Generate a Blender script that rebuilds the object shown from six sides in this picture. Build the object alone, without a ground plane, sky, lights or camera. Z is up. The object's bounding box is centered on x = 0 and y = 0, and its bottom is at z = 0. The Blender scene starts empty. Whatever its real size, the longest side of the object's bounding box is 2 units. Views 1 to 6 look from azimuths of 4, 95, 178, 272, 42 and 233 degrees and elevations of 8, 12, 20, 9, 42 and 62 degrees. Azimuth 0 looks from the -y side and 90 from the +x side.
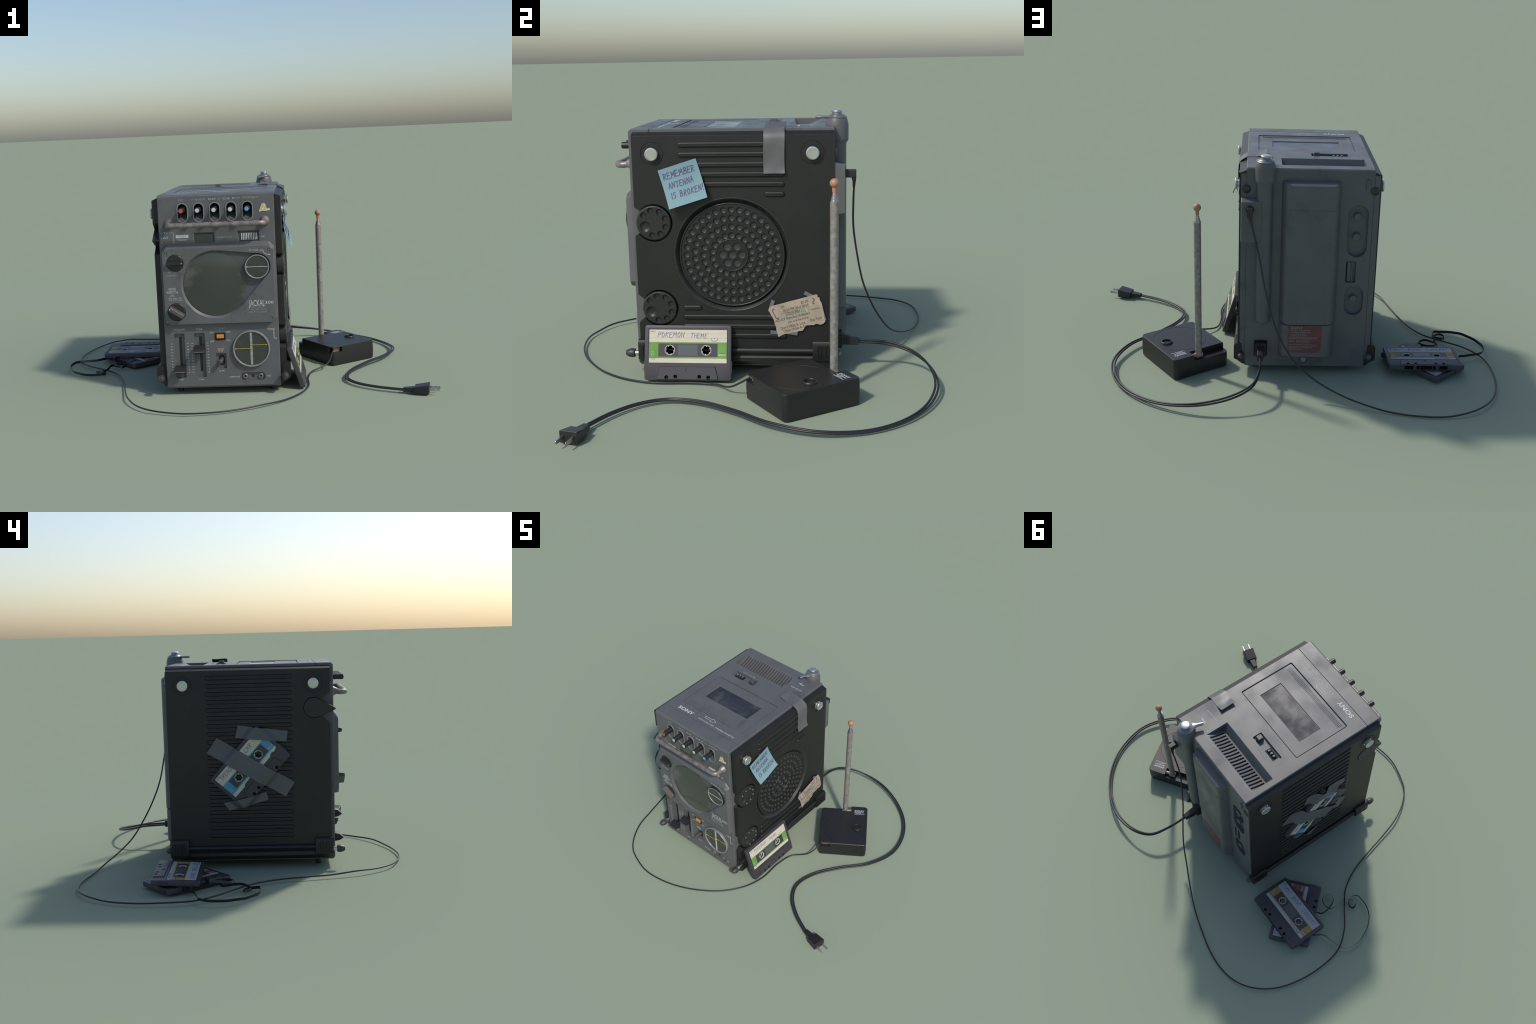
import bpy, bmesh, math, random
from mathutils import Vector, Matrix

random.seed(7)
PI = math.pi
COL = bpy.context.scene.collection

# ------------------------------------------------------------------ materials
def material(name, color, rough=0.5, metal=0.0, spec=0.5, var=0.12, scale=9.0,
             smudge_glare=0.0, smudge_glare_color=None, smudge_glare_scale=6.0, smudge_glare_lo=0.56, smudge_glare_hi=0.66,
             bump=0.0, bump_scale=300.0, coat=0.0, streak=None, rough_var=0.0, translucent=0.0):
    m = bpy.data.materials.new(name)
    m.use_nodes = True
    nt = m.node_tree
    N, L = nt.nodes, nt.links
    bsdf = N["Principled BSDF"]
    bsdf.inputs["Roughness"].default_value = rough
    bsdf.inputs["Metallic"].default_value = metal
    bsdf.inputs["Specular IOR Level"].default_value = spec
    if coat:
        bsdf.inputs["Coat Weight"].default_value = coat
        bsdf.inputs["Coat Roughness"].default_value = 0.08
    tc = N.new("ShaderNodeTexCoord")
    src = tc.outputs["Object"]
    if streak:
        mp = N.new("ShaderNodeMapping")
        mp.inputs["Scale"].default_value = streak
        L.new(src, mp.inputs["Vector"])
        src = mp.outputs["Vector"]
    noise = N.new("ShaderNodeTexNoise")
    noise.inputs["Scale"].default_value = scale
    noise.inputs["Detail"].default_value = 6
    L.new(src, noise.inputs["Vector"])
    ramp = N.new("ShaderNodeValToRGB")
    e = ramp.color_ramp.elements
    c = Vector(color)
    e[0].position, e[1].position = 0.3, 0.7
    e[0].color = (*(c * (1 - var)), 1)
    e[1].color = (*(c * (1 + var)), 1)
    L.new(noise.outputs["Fac"], ramp.inputs["Fac"])
    out = ramp.outputs["Color"]
    if smudge_glare:
        n2 = N.new("ShaderNodeTexNoise")
        n2.inputs["Scale"].default_value = smudge_glare_scale
        n2.inputs["Detail"].default_value = 9
        n2.inputs["Roughness"].default_value = 0.68
        n2.inputs["Distortion"].default_value = 0.4
        L.new(tc.outputs["Object"], n2.inputs["Vector"])
        r2 = N.new("ShaderNodeValToRGB")
        q = r2.color_ramp.elements
        q[0].position, q[1].position = smudge_glare_lo, smudge_glare_hi
        q[0].color = (0, 0, 0, 1)
        q[1].color = (smudge_glare, smudge_glare, smudge_glare, 1)
        L.new(n2.outputs["Fac"], r2.inputs["Fac"])
        mix = N.new("ShaderNodeMix")
        mix.data_type = 'RGBA'
        L.new(r2.outputs["Color"], mix.inputs[0])
        L.new(out, mix.inputs[6])
        mix.inputs[7].default_value = (*(smudge_glare_color or (c * 0.55)), 1)
        out = mix.outputs[2]
    L.new(out, bsdf.inputs["Base Color"])
    if rough_var:
        mr = N.new("ShaderNodeMapRange")
        mr.inputs["From Min"].default_value = 0.3
        mr.inputs["From Max"].default_value = 0.7
        mr.inputs["To Min"].default_value = max(0.05, rough - rough_var)
        mr.inputs["To Max"].default_value = min(1, rough + rough_var)
        n3 = N.new("ShaderNodeTexNoise")
        n3.inputs["Scale"].default_value = 7
        n3.inputs["Detail"].default_value = 5
        L.new(tc.outputs["Object"], n3.inputs["Vector"])
        L.new(n3.outputs["Fac"], mr.inputs["Value"])
        L.new(mr.outputs["Result"], bsdf.inputs["Roughness"])
    if bump:
        nb = N.new("ShaderNodeTexNoise")
        nb.inputs["Scale"].default_value = bump_scale
        nb.inputs["Detail"].default_value = 2
        L.new(tc.outputs["Object"], nb.inputs["Vector"])
        b = N.new("ShaderNodeBump")
        b.inputs["Strength"].default_value = bump
        b.inputs["Distance"].default_value = 0.002
        L.new(nb.outputs["Fac"], b.inputs["Height"])
        L.new(b.outputs["Normal"], bsdf.inputs["Normal"])
    return m

GRAY = (0.106, 0.108, 0.110)
M_BODY = material("body_plastic", GRAY, rough=0.42, spec=0.5, var=0.08, smudge_glare=0.75, smudge_glare_color=(0.058, 0.059, 0.062),
                  smudge_glare_scale=7, smudge_glare_lo=0.57, smudge_glare_hi=0.70, bump=0.05, rough_var=0.13)
M_RECESS = material("recess_plastic", (0.082, 0.083, 0.085), rough=0.5, var=0.1)
M_COVER = material("cover_plastic", (0.0113, 0.0117, 0.0108), rough=0.46, var=0.14, smudge_glare=0.35, smudge_glare_color=(0.026, 0.026, 0.024),
                   smudge_glare_scale=4, smudge_glare_lo=0.58, smudge_glare_hi=0.75, bump=0.04)
M_KNOB = material("knob_plastic", (0.019, 0.0185, 0.018), rough=0.42, var=0.1)
M_KNOB_GRAY = material("worn_knob_plastic", (0.075, 0.07, 0.066), rough=0.42, var=0.15)
M_BLACK = material("flat_black", (0.006, 0.006, 0.007), rough=0.7, var=0.1)  # near-black, mostly for plates that stand for the dark of slots and holes
M_SILVER = material("bolt_metal", (0.60, 0.61, 0.58), rough=0.30, metal=0.85, var=0.08, scale=30)
M_BAR = material("worn_bar_metal", (0.22, 0.195, 0.18), rough=0.42, metal=0.35, var=0.35, scale=38, smudge_glare=0.6,
                 smudge_glare_color=(0.12, 0.095, 0.085), smudge_glare_scale=30)
M_ROD = material("rod_metal", (0.265, 0.255, 0.235), rough=0.48, metal=0.3, var=0.3, scale=60, smudge_glare=0.6,
                 smudge_glare_color=(0.26, 0.195, 0.165), smudge_glare_scale=6, smudge_glare_lo=0.45, smudge_glare_hi=0.6)
M_BRIGHT = material("bright_metal", (0.5, 0.47, 0.52), rough=0.25, metal=0.9, var=0.1)
M_BRASS = material("worn_brass", (0.32, 0.22, 0.18), rough=0.45, metal=0.3, var=0.2, scale=40)
M_ORANGE_TIP = material("tip_plastic", (0.40, 0.205, 0.125), rough=0.42, var=0.08)
M_RIM = material("rim_plastic", (0.26, 0.275, 0.275), rough=0.35, metal=0.25, var=0.1)
M_SCREEN = material("screen_glass", (0.040, 0.045, 0.039), rough=0.20, var=0.12, scale=7, coat=0.6, smudge_glare=0.85,
                    smudge_glare_color=(0.098, 0.098, 0.093), smudge_glare_scale=4.2, smudge_glare_lo=0.51, smudge_glare_hi=0.62)  # lighter patches paint a cloudy reflection into the glass color
M_DIAL = material("dial_glass", (0.040, 0.045, 0.039), rough=0.3, var=0.15, scale=60, coat=0.3)
M_WINDOW = material("window_glass", (0.030, 0.033, 0.040), rough=0.20, var=0.25, scale=14, smudge_glare=0.6,
                    smudge_glare_color=(0.115, 0.112, 0.105), smudge_glare_scale=9, smudge_glare_lo=0.50, smudge_glare_hi=0.68, rough_var=0.15)
M_SHINY = material("lit_cover_plastic", (0.028, 0.028, 0.027), rough=0.34, var=0.2, scale=30)  # lighter than the cover: lit gray of the speaker rim painted into the color
M_PEG = material("peg_rubber", (0.042, 0.040, 0.040), rough=0.45, var=0.15)
M_COLLAR = material("collar_metal", (0.24, 0.245, 0.25), rough=0.34, metal=0.6, var=0.12, scale=30)
M_PRINT = material("white_print", (0.50, 0.51, 0.51), rough=0.6, var=0.15, scale=60)
M_PRINT_DIM = material("worn_print", (0.30, 0.31, 0.31), rough=0.6, var=0.2, scale=120)
M_PRINT_ORANGE = material("orange_print", (0.35, 0.16, 0.075), rough=0.6)
M_PRINT_DARK = material("dark_print", (0.05, 0.05, 0.055), rough=0.7)
M_YELLOW = material("yellow_pointer", (0.42, 0.36, 0.06), rough=0.5)
M_RED = material("red_cap", (0.55, 0.075, 0.06), rough=0.45)
M_DIMPLE = material("grille_dimple_disc", (0.036, 0.036, 0.036), rough=0.38, var=0.12, scale=40)
M_JACK = material("jack_metal", (0.20, 0.195, 0.16), rough=0.4, metal=0.3)
M_WHITE = material("white_cap", (0.52, 0.53, 0.53), rough=0.45)
M_BLUE = material("blue_cap", (0.12, 0.36, 0.62), rough=0.45)
M_ORANGE = material("orange_button", (0.62, 0.25, 0.06), rough=0.4)
M_TAPE = material("gray_tape", (0.105, 0.107, 0.108), rough=0.42, var=0.08, scale=14, bump=0.12, bump_scale=500,
                  rough_var=0.06)
M_CLEAR_TAPE = material("clear_tape", (0.14, 0.14, 0.15), rough=0.35, var=0.1)
M_NOTE = material("blue_note", (0.176, 0.298, 0.338), rough=0.75, var=0.06, scale=12)
M_INK = material("purple_ink", (0.085, 0.07, 0.14), rough=0.7)
M_BLUE_INK = material("blue_ink", (0.17, 0.18, 0.30), rough=0.7, var=0.45, scale=70)
M_TICKET = material("ticket_paper", (0.37, 0.305, 0.235), rough=0.8, var=0.16, scale=18, smudge_glare=0.6,
                    smudge_glare_color=(0.36, 0.30, 0.17), smudge_glare_scale=16, smudge_glare_lo=0.55, smudge_glare_hi=0.72)
M_TICKET_INK = material("ticket_ink", (0.10, 0.075, 0.055), rough=0.8, var=0.3, scale=150)
M_TICKET_GREEN = material("ticket_green_ink", (0.17, 0.27, 0.17), rough=0.8, var=0.2, scale=90)
M_STICKER = material("sticker_residue", (0.55, 0.50, 0.30), rough=0.8, var=0.25, scale=70)
M_RED_LABEL = material("red_label", (0.135, 0.047, 0.045), rough=0.6, var=0.15, scale=25)
M_CASSETTE = material("cassette_plastic", (0.046, 0.0435, 0.050), rough=0.45, var=0.06, scale=8, bump=0.03)
M_CREAM = material("label_paper", (0.555, 0.510, 0.410), rough=0.75, var=0.05, scale=10)
M_GRAY_LABEL = material("dusty_label_paper", (0.37, 0.375, 0.365), rough=0.75, var=0.06, scale=10)
M_GREEN = material("green_label", (0.13, 0.27, 0.055), rough=0.7, var=0.15, scale=12)
M_OCHRE = material("ochre_label", (0.30, 0.20, 0.06), rough=0.7, var=0.12, scale=12)
M_RUST = material("rust_label", (0.23, 0.085, 0.062), rough=0.7, var=0.15, scale=12)
M_SKY = material("blue_label", (0.075, 0.27, 0.41), rough=0.7, var=0.12, scale=12)
M_REEL = material("reel_plastic", (0.50, 0.48, 0.40), rough=0.5, var=0.06)
M_PANE = material("pane_plastic", (0.085, 0.094, 0.105), rough=0.35, var=0.06)
M_MAGNETIC = material("magnetic_tape", (0.018, 0.016, 0.017), rough=0.25, var=0.2)
M_RUBBER = material("cable_rubber", (0.018, 0.018, 0.019), rough=0.42, var=0.1)
M_BASE = material("antenna_plastic", (0.0165, 0.0165, 0.0165), rough=0.40, var=0.08, scale=5)
M_PRONG = material("prong_metal", (0.55, 0.53, 0.50), rough=0.3, metal=0.8, var=0.25, scale=60, smudge_glare=0.7,
                   smudge_glare_color=(0.22, 0.13, 0.07), smudge_glare_scale=50, smudge_glare_lo=0.5, smudge_glare_hi=0.6)

# ------------------------------------------------------------------ mesh tools
class Frame:
    """A plane in space: point(a, b, c) = origin + a*u + b*v + c*n."""
    def __init__(self, o, u, v):
        self.o, self.u, self.v = Vector(o), Vector(u).normalized(), Vector(v).normalized()
        self.n = self.u.cross(self.v)
    def p(self, a, b, c=0.0):
        return self.o + self.u * a + self.v * b + self.n * c

X0, X1, Y0, Y1, Z0, Z1 = -0.355, 0.219, -0.445, 0.373, 0.034, 1.012
FRONT = Frame((0, Y0, 0), (1, 0, 0), (0, 0, 1))          # a = x, b = z
BACK = Frame((0, Y1, 0), (-1, 0, 0), (0, 0, 1))          # a = -x, b = z
RIGHT = Frame((0.251, 0, 0), (0, 1, 0), (0, 0, 1))       # a = y, b = z
LEFT = Frame((-0.385, 0, 0), (0, -1, 0), (0, 0, 1))      # a = -y, b = z
TOP = Frame((0, 0, Z1), (1, 0, 0), (0, 1, 0))            # a = x, b = y
GROUND = Frame((0, 0, 0), (1, 0, 0), (0, 1, 0))
PANEL = Frame((0, -0.4685, 0), (1, 0, 0), (0, 0, 1))     # front of the raised screen panel
LOCAL = Frame((0, 0, 0), (1, 0, 0), (0, 1, 0))

def rect(a0, a1, b0, b1, r=0.0, seg=4):
    if r <= 0:
        return [(a0, b0), (a1, b0), (a1, b1), (a0, b1)]
    pts = []
    for (ca, cb, s) in ((a1 - r, b0 + r, -90), (a1 - r, b1 - r, 0), (a0 + r, b1 - r, 90), (a0 + r, b0 + r, 180)):
        for k in range(seg + 1):
            t = math.radians(s + 90 * k / seg)
            pts.append((ca + r * math.cos(t), cb + r * math.sin(t)))
    return pts

def chamfered(a0, a1, b0, b1, k):
    return [(a0 + k, b0), (a1 - k, b0), (a1, b0 + k), (a1, b1 - k), (a1 - k, b1), (a0 + k, b1), (a0, b1 - k), (a0, b0 + k)]

def circle(ca, cb, r, n=32, start=0.0):
    return [(ca + r * math.cos(start + 2 * PI * k / n), cb + r * math.sin(start + 2 * PI * k / n)) for k in range(n)]

def stadium(ca, cb, w, h, seg=10):
    r = min(w, h) / 2 * 0.999
    return rect(ca - w / 2, ca + w / 2, cb - h / 2, cb + h / 2, r, seg)

def two_circle_hull(c1, r1, c2, r2, n=64):
    """Outline around two circles (belt shape), always 2n points."""
    dx, dy = c2[0] - c1[0], c2[1] - c1[1]
    d = math.hypot(dx, dy)
    base, off = math.atan2(dy, dx), math.acos((r1 - r2) / d)
    pts = []
    for k in range(n):
        t = base + off + (2 * PI - 2 * off) * k / (n - 1)
        pts.append((c1[0] + r1 * math.cos(t), c1[1] + r1 * math.sin(t)))
    for k in range(n):
        t = base - off + 2 * off * k / (n - 1)
        pts.append((c2[0] + r2 * math.cos(t), c2[1] + r2 * math.sin(t)))
    return pts

def inset(poly, d):
    n, out = len(poly), []
    for i in range(n):
        p0, p1, p2 = Vector(poly[i - 1]), Vector(poly[i]), Vector(poly[(i + 1) % n])
        e1, e2 = (p1 - p0), (p2 - p1)
        if e1.length < 1e-9 or e2.length < 1e-9:
            out.append(tuple(p1)); continue
        e1.normalize(); e2.normalize()
        n1, n2 = Vector((-e1.y, e1.x)), Vector((-e2.y, e2.x))
        m = n1 + n2
        m = m / max(0.25, m.dot(n1)) if m.length > 1e-6 else n1
        out.append((p1.x + m.x * d, p1.y + m.y * d))
    return out

class Builder:
    def __init__(self):
        self.v, self.f = [], []
    def loft(self, loops, cap0=True, cap1=True, closed=True, wrap=False):
        base, n = len(self.v), len(loops[0])
        for lp in loops:
            self.v.extend(lp)
        m = len(loops)
        for i in range(m if wrap else m - 1):
            j = (i + 1) % m
            for k in range(n if closed else n - 1):
                q = (k + 1) % n
                self.f.append((base + i * n + k, base + i * n + q, base + j * n + q, base + j * n + k))
        if cap0:
            self.f.append(tuple(base + k for k in reversed(range(n))))
        if cap1:
            self.f.append(tuple(base + (m - 1) * n + k for k in range(n)))
        return self
    def prism(self, poly, fr, c0, c1, bevel=0.0, seg=2, bottom=0.0):
        loops = []
        if bottom:
            loops.append([fr.p(a, b, c0) for a, b in inset(poly, bottom)])
            loops.append([fr.p(a, b, c0 + bottom) for a, b in poly])
        else:
            loops.append([fr.p(a, b, c0) for a, b in poly])
        if bevel:
            for s in range(seg + 1):
                t = s / seg * PI / 2
                loops.append([fr.p(a, b, c1 - bevel + bevel * math.sin(t)) for a, b in inset(poly, bevel * (1 - math.cos(t)))])
        else:
            loops.append([fr.p(a, b, c1) for a, b in poly])
        return self.loft(loops)
    def taper(self, poly0, poly1, fr, c0, c1, bevel=0.0):
        loops = [[fr.p(a, b, c0) for a, b in poly0]]
        if bevel:
            loops.append([fr.p(a, b, c1 - bevel) for a, b in poly1])
            loops.append([fr.p(a, b, c1) for a, b in inset(poly1, bevel)])
        else:
            loops.append([fr.p(a, b, c1) for a, b in poly1])
        return self.loft(loops)
    def ring(self, outer, inner, fr, c0, c1):
        return self.loft([[fr.p(a, b, c0) for a, b in outer], [fr.p(a, b, c1) for a, b in outer],
                          [fr.p(a, b, c1) for a, b in inner], [fr.p(a, b, c0) for a, b in inner]], False, False, wrap=True)
    def lathe(self, prof, fr, ca, cb, n=32, wrap=False):
        """prof: (radius, c) pairs from bottom to top around the axis at (ca, cb)."""
        loops = [[fr.p(ca + max(r, 1e-5) * math.cos(2 * PI * k / n), cb + max(r, 1e-5) * math.sin(2 * PI * k / n), c) for k in range(n)] for r, c in prof]
        return self.loft(loops, not wrap, not wrap, wrap=wrap)
    def box(self, x0, x1, y0, y1, z0, z1):
        return self.prism(rect(x0, x1, y0, y1), GROUND, z0, z1)
    def tube(self, pts, radius, n=10, cap=True):
        loops, up = [], None
        m = len(pts)
        for i, p in enumerate(pts):
            t = (pts[min(i + 1, m - 1)] - pts[max(i - 1, 0)]).normalized()
            if up is None:
                up = t.orthogonal().normalized()
            up = (up - t * up.dot(t)).normalized()
            w = t.cross(up)
            r = radius[i] if isinstance(radius, (list, tuple)) else radius
            loops.append([p + (up * math.cos(2 * PI * k / n) + w * math.sin(2 * PI * k / n)) * r for k in range(n)])
        return self.loft(loops, cap, cap)
    def sheet(self, grid, thick):
        """grid[i][j] of points -> thin closed solid."""
        R, C = len(grid), len(grid[0])
        nor = [[None] * C for _ in range(R)]
        for i in range(R):
            for j in range(C):
                du = grid[min(i + 1, R - 1)][j] - grid[max(i - 1, 0)][j]
                dv = grid[i][min(j + 1, C - 1)] - grid[i][max(j - 1, 0)]
                nor[i][j] = du.cross(dv).normalized()
        b = len(self.v)
        for s in (0.5, -0.5):
            for i in range(R):
                for j in range(C):
                    self.v.append(grid[i][j] + nor[i][j] * thick * s)
        o = R * C
        for i in range(R - 1):
            for j in range(C - 1):
                a, c, d, e = b + i * C + j, b + (i + 1) * C + j, b + (i + 1) * C + j + 1, b + i * C + j + 1
                self.f.append((a, c, d, e)); self.f.append((o + e, o + d, o + c, o + a))
        rim = [i * C for i in range(R)] + [(R - 1) * C + j for j in range(1, C)] + [i * C + C - 1 for i in range(R - 2, -1, -1)] + [j for j in range(C - 2, 0, -1)]
        for k in range(len(rim)):
            p, q = b + rim[k], b + rim[(k + 1) % len(rim)]
            self.f.append((q, p, o + p, o + q))
        return self
    def mesh(self, name):
        me = bpy.data.meshes.new(name)
        me.from_pydata([tuple(p) for p in self.v], [], self.f)
        bm = bmesh.new(); bm.from_mesh(me)
        bmesh.ops.recalc_face_normals(bm, faces=bm.faces)
        bm.to_mesh(me); bm.free()
        return me

def place(name, me, mat, parent, smooth=35, weighted=False):
    ob = bpy.data.objects.new(name, me)
    COL.objects.link(ob)
    if mat is not None and not me.materials:
        me.materials.append(mat)
    if smooth:
        me.polygons.foreach_set("use_smooth", [True] * len(me.polygons))
        me.set_sharp_from_angle(angle=math.radians(smooth))
        if weighted:
            md = ob.modifiers.new("even_shading", 'WEIGHTED_NORMAL')
            md.weight, md.keep_sharp = 100, True
            bpy.context.view_layer.update()
            ob.data = bpy.data.meshes.new_from_object(ob.evaluated_get(bpy.context.evaluated_depsgraph_get()))
            ob.data.name = name
            ob.modifiers.clear()
    if parent is not None:
        ob.parent = parent
        root = parent
        while root.parent is not None:
            root = root.parent
        if not root.get("local_parts"):
            ob.matrix_parent_inverse = Matrix.Translation(root.location).inverted() if parent is root else Matrix.Identity(4)
            if parent is not root:
                ob.matrix_parent_inverse = parent.matrix_basis.inverted()
    return ob

def part(name, builder, mat, parent, smooth=35, cut=None, bevel=0.0):
    me = builder.mesh(name)
    if cut is not None or bevel:
        me = carve(me, cut, bevel)
        me.name = name
    return place(name, me, mat, parent, smooth, weighted=True)

def carve(me, cut=None, bevel=0.0):
    ob = bpy.data.objects.new("work_piece", me)
    COL.objects.link(ob)
    helpers = [ob]
    for c in ([] if cut is None else cut if isinstance(cut, list) else [cut]):
        cb = bpy.data.objects.new("work_cutter", c.mesh("work_cutter"))
        COL.objects.link(cb)
        helpers.append(cb)
        md = ob.modifiers.new("cut", 'BOOLEAN')
        md.operation, md.solver, md.object = 'DIFFERENCE', 'EXACT', cb
    if bevel:
        md = ob.modifiers.new("soften", 'BEVEL')
        md.width, md.segments, md.limit_method, md.angle_limit = bevel, 2, 'ANGLE', math.radians(50)
    bpy.context.view_layer.update()
    dg = bpy.context.evaluated_depsgraph_get()
    out = bpy.data.meshes.new_from_object(ob.evaluated_get(dg))
    for h in helpers:
        bpy.data.objects.remove(h, do_unlink=True)
    return out

def thing(name, loc, label, category, local=False):
    e = bpy.data.objects.new(name, None)
    COL.objects.link(e)
    e.location = loc
    e.empty_display_size = 0.05
    e["label"], e["category"] = label, category
    if local:
        e["local_parts"] = 1
    return e

def repeat(ob, name, offset=None, mat=None):
    c = ob.copy()
    c.name = name
    COL.objects.link(c)
    if offset is not None:
        c.location = ob.location + Vector(offset)
    return c

# ------------------------------------------------------------------ lettering
def text(body, fr, a, b, h, mat, parent, c=0.0007, align='CENTER', rot=0.0, width=None, name="printed_word", stretch=1.0, bold=0.0):
    cu = bpy.data.curves.new("work_text", 'FONT')
    cu.body, cu.size, cu.align_x, cu.align_y = body, h / 0.70, align, 'CENTER'
    cu.resolution_u = 2
    cu.extrude = 0.0002
    cu.offset = bold * h
    ob = bpy.data.objects.new("work_text", cu)
    COL.objects.link(ob)
    bpy.context.view_layer.update()
    me = bpy.data.meshes.new_from_object(ob.evaluated_get(bpy.context.evaluated_depsgraph_get()))
    bpy.data.objects.remove(ob, do_unlink=True)
    if not me.vertices:
        return None
    if width:
        xs = [v.co.x for v in me.vertices]
        stretch = width / max(1e-6, max(xs) - min(xs))
    cr, sr = math.cos(rot), math.sin(rot)
    for v in me.vertices:
        x, y, z = v.co.x * stretch, v.co.y, v.co.z
        v.co = fr.p(a + x * cr - y * sr, b + x * sr + y * cr, c + z)
    me.name = name
    me.materials.clear()
    return place(name, me, mat, parent, smooth=0)

def line(bld, fr, p, q, w, c=0.0009, t=0.0004):
    p, q = Vector(p), Vector(q)
    d = (q - p).normalized()
    s = Vector((-d.y, d.x)) * w / 2
    bld.prism([tuple(p - s), tuple(q - s), tuple(q + s), tuple(p + s)], fr, c - t, c)

HAND = {  # pen strokes per capital letter, on a unit-high grid
    'A': [[(0, 0), (.3, 1), (.62, 0)], [(.12, .38), (.5, .42)]],
    'B': [[(0, 0), (.05, 1), (.45, .9), (.45, .6), (.08, .52), (.55, .4), (.5, .08), (0, 0)]],
    'C': [[(.55, .85), (.3, 1), (.05, .6), (.1, .15), (.35, 0), (.58, .15)]],
    'D': [[(.03, 0), (.05, 1), (.45, .8), (.55, .4), (.4, .05), (.03, 0)]],
    'E': [[(.55, .95), (.03, .95), (0, .03), (.55, 0)], [(.02, .52), (.45, .52)]],
    'F': [[(.55, 1), (.03, .95), (0, 0)], [(.02, .55), (.42, .55)]],
    'H': [[(.02, 1), (0, 0)], [(.55, 1), (.55, 0)], [(0, .5), (.55, .52)]],
    'I': [[(.1, 1), (.12, 0)]],
    'K': [[(.03, 1), (0, 0)], [(.55, .95), (.05, .45), (.6, 0)]],
    'L': [[(.03, 1), (0, 0), (.5, .03)]],
    'M': [[(0, 0), (.08, 1), (.33, .4), (.6, 1), (.68, 0)]],
    'N': [[(0, 0), (.04, 1), (.52, .05), (.56, 1)]],
    'O': [[(.3, 1), (.03, .6), (.15, .05), (.45, .1), (.57, .6), (.3, 1)]],
    'P': [[(.0, 0), (.04, 1), (.5, .85), (.45, .5), (.03, .45)]],
    'R': [[(0, 0), (.05, 1), (.5, .85), (.42, .52), (.05, .5), (.55, 0)]],
    'S': [[(.5, .9), (.2, 1), (.05, .75), (.45, .4), (.4, .05), (0, .05)]],
    'T': [[(0, .97), (.6, 1)], [(.3, .98), (.28, 0)]],
    'U': [[(.03, 1), (.05, .2), (.3, 0), (.5, .2), (.55, 1)]],
    'Y': [[(0, 1), (.28, .5), (.58, 1)], [(.28, .5), (.22, 0)]],
    '!': [[(.15, 1.1), (.1, .35)], [(.12, .08), (.16, -.02)]],
    '/': [[(0, -.05), (.4, 1.05)]], '-': [[(.05, .5), (.45, .5)]],
    '1': [[(.2, 1), (.2, 0)]], '2': [[(.05, .8), (.3, 1), (.5, .75), (.05, 0), (.55, .03)]],
    '9': [[(.5, .6), (.15, .55), (.15, .95), (.5, .95), (.45, 0)]], '0': [[(.3, 1), (.03, .6), (.15, .05), (.45, .1), (.57, .6), (.3, 1)]],
}
def handwriting(bld, s, at, h, w, rng, advance=0.80, slope=0.0, skew=0.12, wide=0.92):
    """Draw a word with a pen; at(a, b) -> (point, normal, unit a, unit b)."""
    x = 0.0
    for ch in s:
        if ch == ' ':
            x += 0.55 * h; continue
        k, dy = rng.uniform(-0.10, 0.10), rng.uniform(-0.06, 0.06) * h
        for stroke in HAND[ch]:
            pts = []
            for p, q in zip(stroke[:-1], stroke[1:]):
                for i in range(3):
                    pts.append((p[0] + (q[0] - p[0]) * i / 3, p[1] + (q[1] - p[1]) * i / 3))
            pts.append(stroke[-1])
            P = []
            for (u, v) in pts:
                a = x + (u + (skew + k) * v) * h * wide
                P.append((a, v * h + dy + slope * a))
            for (p, q) in zip(P[:-1], P[1:]):
                d = Vector((q[0] - p[0], q[1] - p[1]))
                if d.length < 1e-7:
                    continue
                d.normalize()
                e = Vector((-d.y, d.x)) * w / 2
                d = d * w * 0.35
                quad = [(p[0] - d.x - e.x, p[1] - d.y - e.y), (q[0] + d.x - e.x, q[1] + d.y - e.y),
                        (q[0] + d.x + e.x, q[1] + d.y + e.y), (p[0] - d.x + e.x, p[1] - d.y + e.y)]
                bld.loft([[at(a, b, 0.0002) for a, b in quad], [at(a, b, 0.0008) for a, b in quad]])
        x += advance * h * (1.15 if ch == 'M' else 0.6 if ch in 'I1!' else 1)
    return x

def spline(ctrl, per=14):
    P = [Vector(p) for p in ctrl]
    P = [P[0] * 2 - P[1]] + P + [P[-1] * 2 - P[-2]]
    out = []
    for i in range(1, len(P) - 2):
        p0, p1, p2, p3 = P[i - 1:i + 3]
        for k in range(per):
            f = k / per
            out.append(0.5 * ((2 * p1) + (p2 - p0) * f + (2 * p0 - 5 * p1 + 4 * p2 - p3) * f * f + (3 * p1 - p0 - 3 * p2 + p3) * f ** 3))
    out.append(P[-2].copy())
    return out

# ================================================================== THE RADIO
radio = thing("portable_radio", (-0.068, -0.03, 0), "upright dark gray portable radio with small round screen", "radio")

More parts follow.
